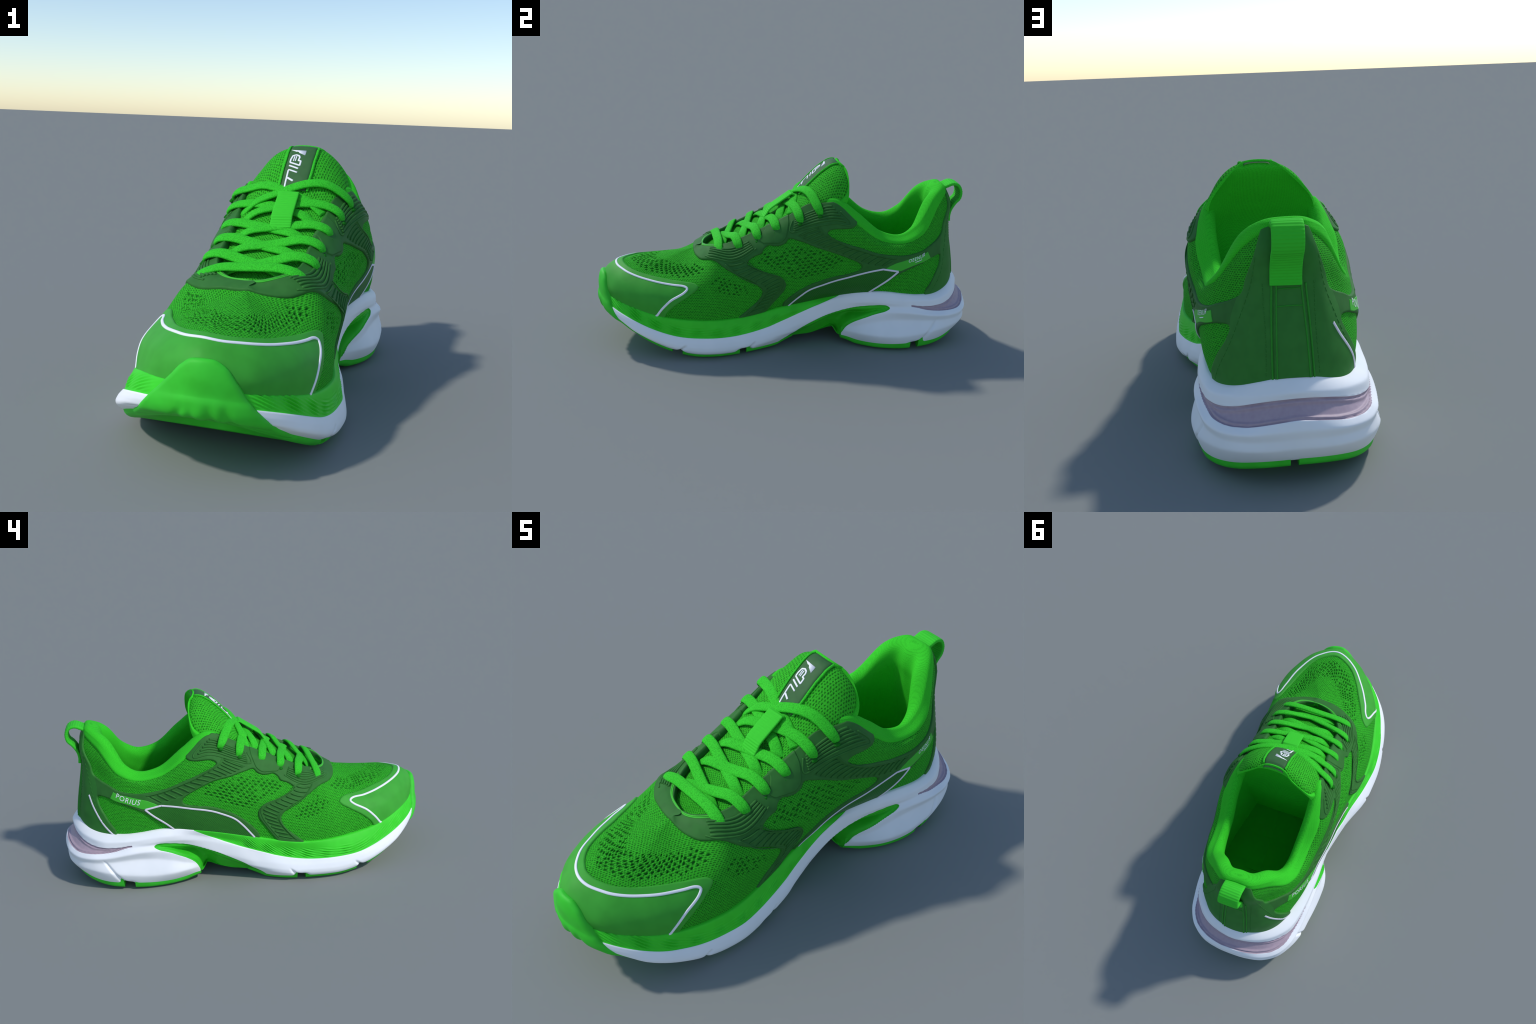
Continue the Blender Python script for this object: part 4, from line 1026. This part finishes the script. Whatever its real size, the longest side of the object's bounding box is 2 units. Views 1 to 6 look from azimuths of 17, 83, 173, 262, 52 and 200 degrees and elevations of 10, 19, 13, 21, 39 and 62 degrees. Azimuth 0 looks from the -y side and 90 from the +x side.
def build_laces():
    def strand(p, q, over, dive, mid_y=None):
        """p: outer eyelet; q: far eyelet or the place where it slips under the far eyestay; over: clearance above the tongue"""
        p = arr(p); q = arr(q); d = q - p
        side = 1 if p[0] > 0 else -1
        n_out = arr([side * .75, -.2, .65])
        def line(s):
            y = p[1] + d[1] * s
            if mid_y is not None:
                y = p[1] * (1 - s) * (1 - 2 * s) + mid_y * 4 * s * (1 - s) + q[1] * s * (2 * s - 1)
            return arr([p[0] + d[0] * s, y, p[2] + d[2] * s])
        e = throat_edge(side, line(.12)[1])
        pts = [p - n_out * .012, p + n_out * .008, p * .45 + e * .55 + n_out * .016]
        for s in (.22, .37, .52, .68):
            m = line(s)
            floor = tongue_height(m[0], m[1]) + .008 + over
            far = q[2] + .010 if dive else throat_edge(-side, line(.88)[1])[2] + .012
            taut = e[2] + .008 + (far - e[2] - .008) * np.clip((s - .2) / (.8 if dive else .6), 0, 1)
            floor = max(floor, taut + over * .8)
            pts.append(arr([m[0], m[1], floor]))
        if dive:
            m = line(.86)
            pts += [arr([m[0], m[1], tongue_height(m[0], m[1]) + .013 + over * .4]), q + [0, 0, -.010]]
        else:
            e = throat_edge(-side, line(.88)[1]); n2 = n_out * [-1, 1, 1]; m = line(.80)
            pts += [arr([m[0], m[1], max(tongue_height(m[0], m[1]) + .011 + over, e[2] + .010)]), q * .45 + e * .55 + n2 * .016, q + n2 * .008, q - n2 * .012]
        path = resample(curve(pts, 160), 60)
        for _ in range(14): path[1:-1] = path[1:-1] * .5 + (path[:-2] + path[2:]) * .25
        up = np.stack([(path[:, 0] - .045) * 3.0, -.42 + 0 * path[:, 0], .75 + 0 * path[:, 0]], 1)
        s = np.linspace(0, 1, len(path))
        ends = .60 + .40 * np.sin(np.clip(s * 9, 0, math.pi / 2))
        if not dive: ends = ends * (.60 + .40 * np.sin(np.clip((1 - s) * 9, 0, math.pi / 2)))
        V, F = sweep(path, up, .0235 * ends, .0078, n=22, power=2.5)
        add_object('lace', V, F, MATS['lace'])
    strand(EYE_M[5], EYE_P[5], .004, False)
    for i in range(5):
        ym, yp = EYE_M[i + 1][1] + .012, EYE_P[i + 1][1] + .012
        qm = arr([EYE_M[i + 1][0] + .075, ym if i else .0, 0]); qp = arr([EYE_P[i + 1][0] - .070, yp if i else .0, 0])
        qm[2] = tongue_height(qm[0], qm[1]) + .004; qp[2] = tongue_height(qp[0], qp[1]) + .004
        strand(EYE_M[i], qp, .000, True, .055 if i == 0 else None)
        strand(EYE_P[i], qm, .008, True, .050 if i == 0 else None)
    # small dark solid plugs at the lace ends, one per eyelet
    pcs = []
    for p in EYE_P + EYE_M:
        side = 1 if p[0] > 0 else -1; n = arr([side * .75, -.2, .62]); n /= np.linalg.norm(n)
        c = arr(p) + arr([side * .006, -.004, -.010])
        pcs.append(sweep(np.stack([c - n * .012, c + n * .006]), arr([0, 1, 0]), .008, .012, n=14, power=2))
    V, Fc = join_pieces(pcs); add_object('eyelet', V, Fc, MATS['under'], stuff=True)

def build_loops():
    # heel pull loop
    path = curve([(.825,.822),(.850,.834),(.884,.847),(.914,.838),(.930,.806),(.926,.770),(.902,.742),(.880,.702),(.8745,.668),(.8765,.645)], 150)
    path3 = np.stack([np.interp(np.arange(150), [0, 149], [.020, .030]), path[:, 0], path[:, 1]], 1)
    up = np.gradient(path3, axis=0); up = np.stack([0 * up[:, 0], up[:, 2], -up[:, 1]], 1)
    L = np.r_[0, np.cumsum(np.linalg.norm(np.diff(path3, axis=0), axis=1))]
    V, F = sweep(path3, up, .052, .0092 + .0009 * np.sin(L / .0055 * math.pi), n=20, power=5)
    add_object('heel_pull_loop', V, F, MATS['strap'])
    # lace keeper on the tongue
    path = arr([(-.13,.672),(-.115,.694),(-.10,.716),(-.05,.754),(-.01,.782),(.012,.796),(.026,.790),(.034,.770)])
    path = curve(path, 110); path3 = np.stack([np.linspace(.053, .040, 110), path[:, 0], path[:, 1]], 1)
    up = np.gradient(path3, axis=0); up = np.stack([0 * up[:, 0], -up[:, 2], up[:, 1]], 1)
    L = np.r_[0, np.cumsum(np.linalg.norm(np.diff(path3, axis=0), axis=1))]
    V, F = sweep(path3, up, .042, .005 + .0010 * np.sin(L / .0055 * math.pi), n=20, power=5)
    add_object('lace_keeper', V, F, MATS['strap'])

def build_label_text(S):
    """printed words on the side labels, laid onto the upper"""
    def word(text, size, c, sgn, run, shear, name, mat, rise=0.0):
        cu = bpy.data.curves.new(name, 'FONT'); cu.body = text; cu.size = 1.0; cu.align_x = 'CENTER'; cu.align_y = 'CENTER'; cu.fill_mode = 'FRONT'
        cu.resolution_u = 4; cu.space_character = 1.15
        ob = bpy.data.objects.new(name, cu); bpy.context.scene.collection.objects.link(ob)
        dg = bpy.context.evaluated_depsgraph_get(); me = bpy.data.meshes.new_from_object(ob.evaluated_get(dg))
        co = np.empty(len(me.vertices) * 3); me.vertices.foreach_get('co', co); co = co.reshape(-1, 3)
        faces = [tuple(p.vertices) for p in me.polygons]
        bpy.data.objects.remove(ob); bpy.data.curves.remove(cu); bpy.data.meshes.remove(me)
        x = co[:, 0] * size + shear * co[:, 1] * size; y = co[:, 1] * size
        L = float(S.length(sgn * c[0]))
        # run: direction of writing in (|T|, metres up)
        r = arr(run) / np.linalg.norm(run); up = arr([-r[1], r[0]]) * (1 if r[0] > 0 else -1)
        t = c[0] + x * r[0] + y * up[0]; v = c[1] + (x * r[1] + y * up[1]) / L
        X = S.at(sgn * t, v, .0118)
        add_object(name, X, faces, MATS[mat], smooth_shade=False)
    word('PORIUS', .040, (1.808, .548), -1, (-1, -.13), .30, 'label_lettering', 'white')
    word('OEENUR', .026, (1.822, .580), 1, (1, .06), .15, 'label_lettering', 'white')
    q = np.linspace(-.022, .022, 8)
    L = float(S.length(1.85)); X = S.at(1.832 + q, .536 + .06 * q / L, .0115)
    V, F = sweep(X, S.last_n, .0016, .0008, n=8); add_object('label_underline', V, F, MATS['white'])
# ======================================================================
# 9. assemble
# ======================================================================
def main():
    global ROOT
    ROOT = bpy.data.objects.new('running_shoe', None)
    bpy.context.scene.collection.objects.link(ROOT)
    ROOT['label'] = 'green knit running shoe with white sculpted sole'
    ROOT['category'] = 'shoe'
    build_materials()
    build_sole()
    build_bumper()
    S = Surface(1400, 200)
    build_knit(S)
    build_overlays(S)
    build_collar(S)
    build_label_text(S)
    build_tongue()
    build_laces()
    build_loops()
main()
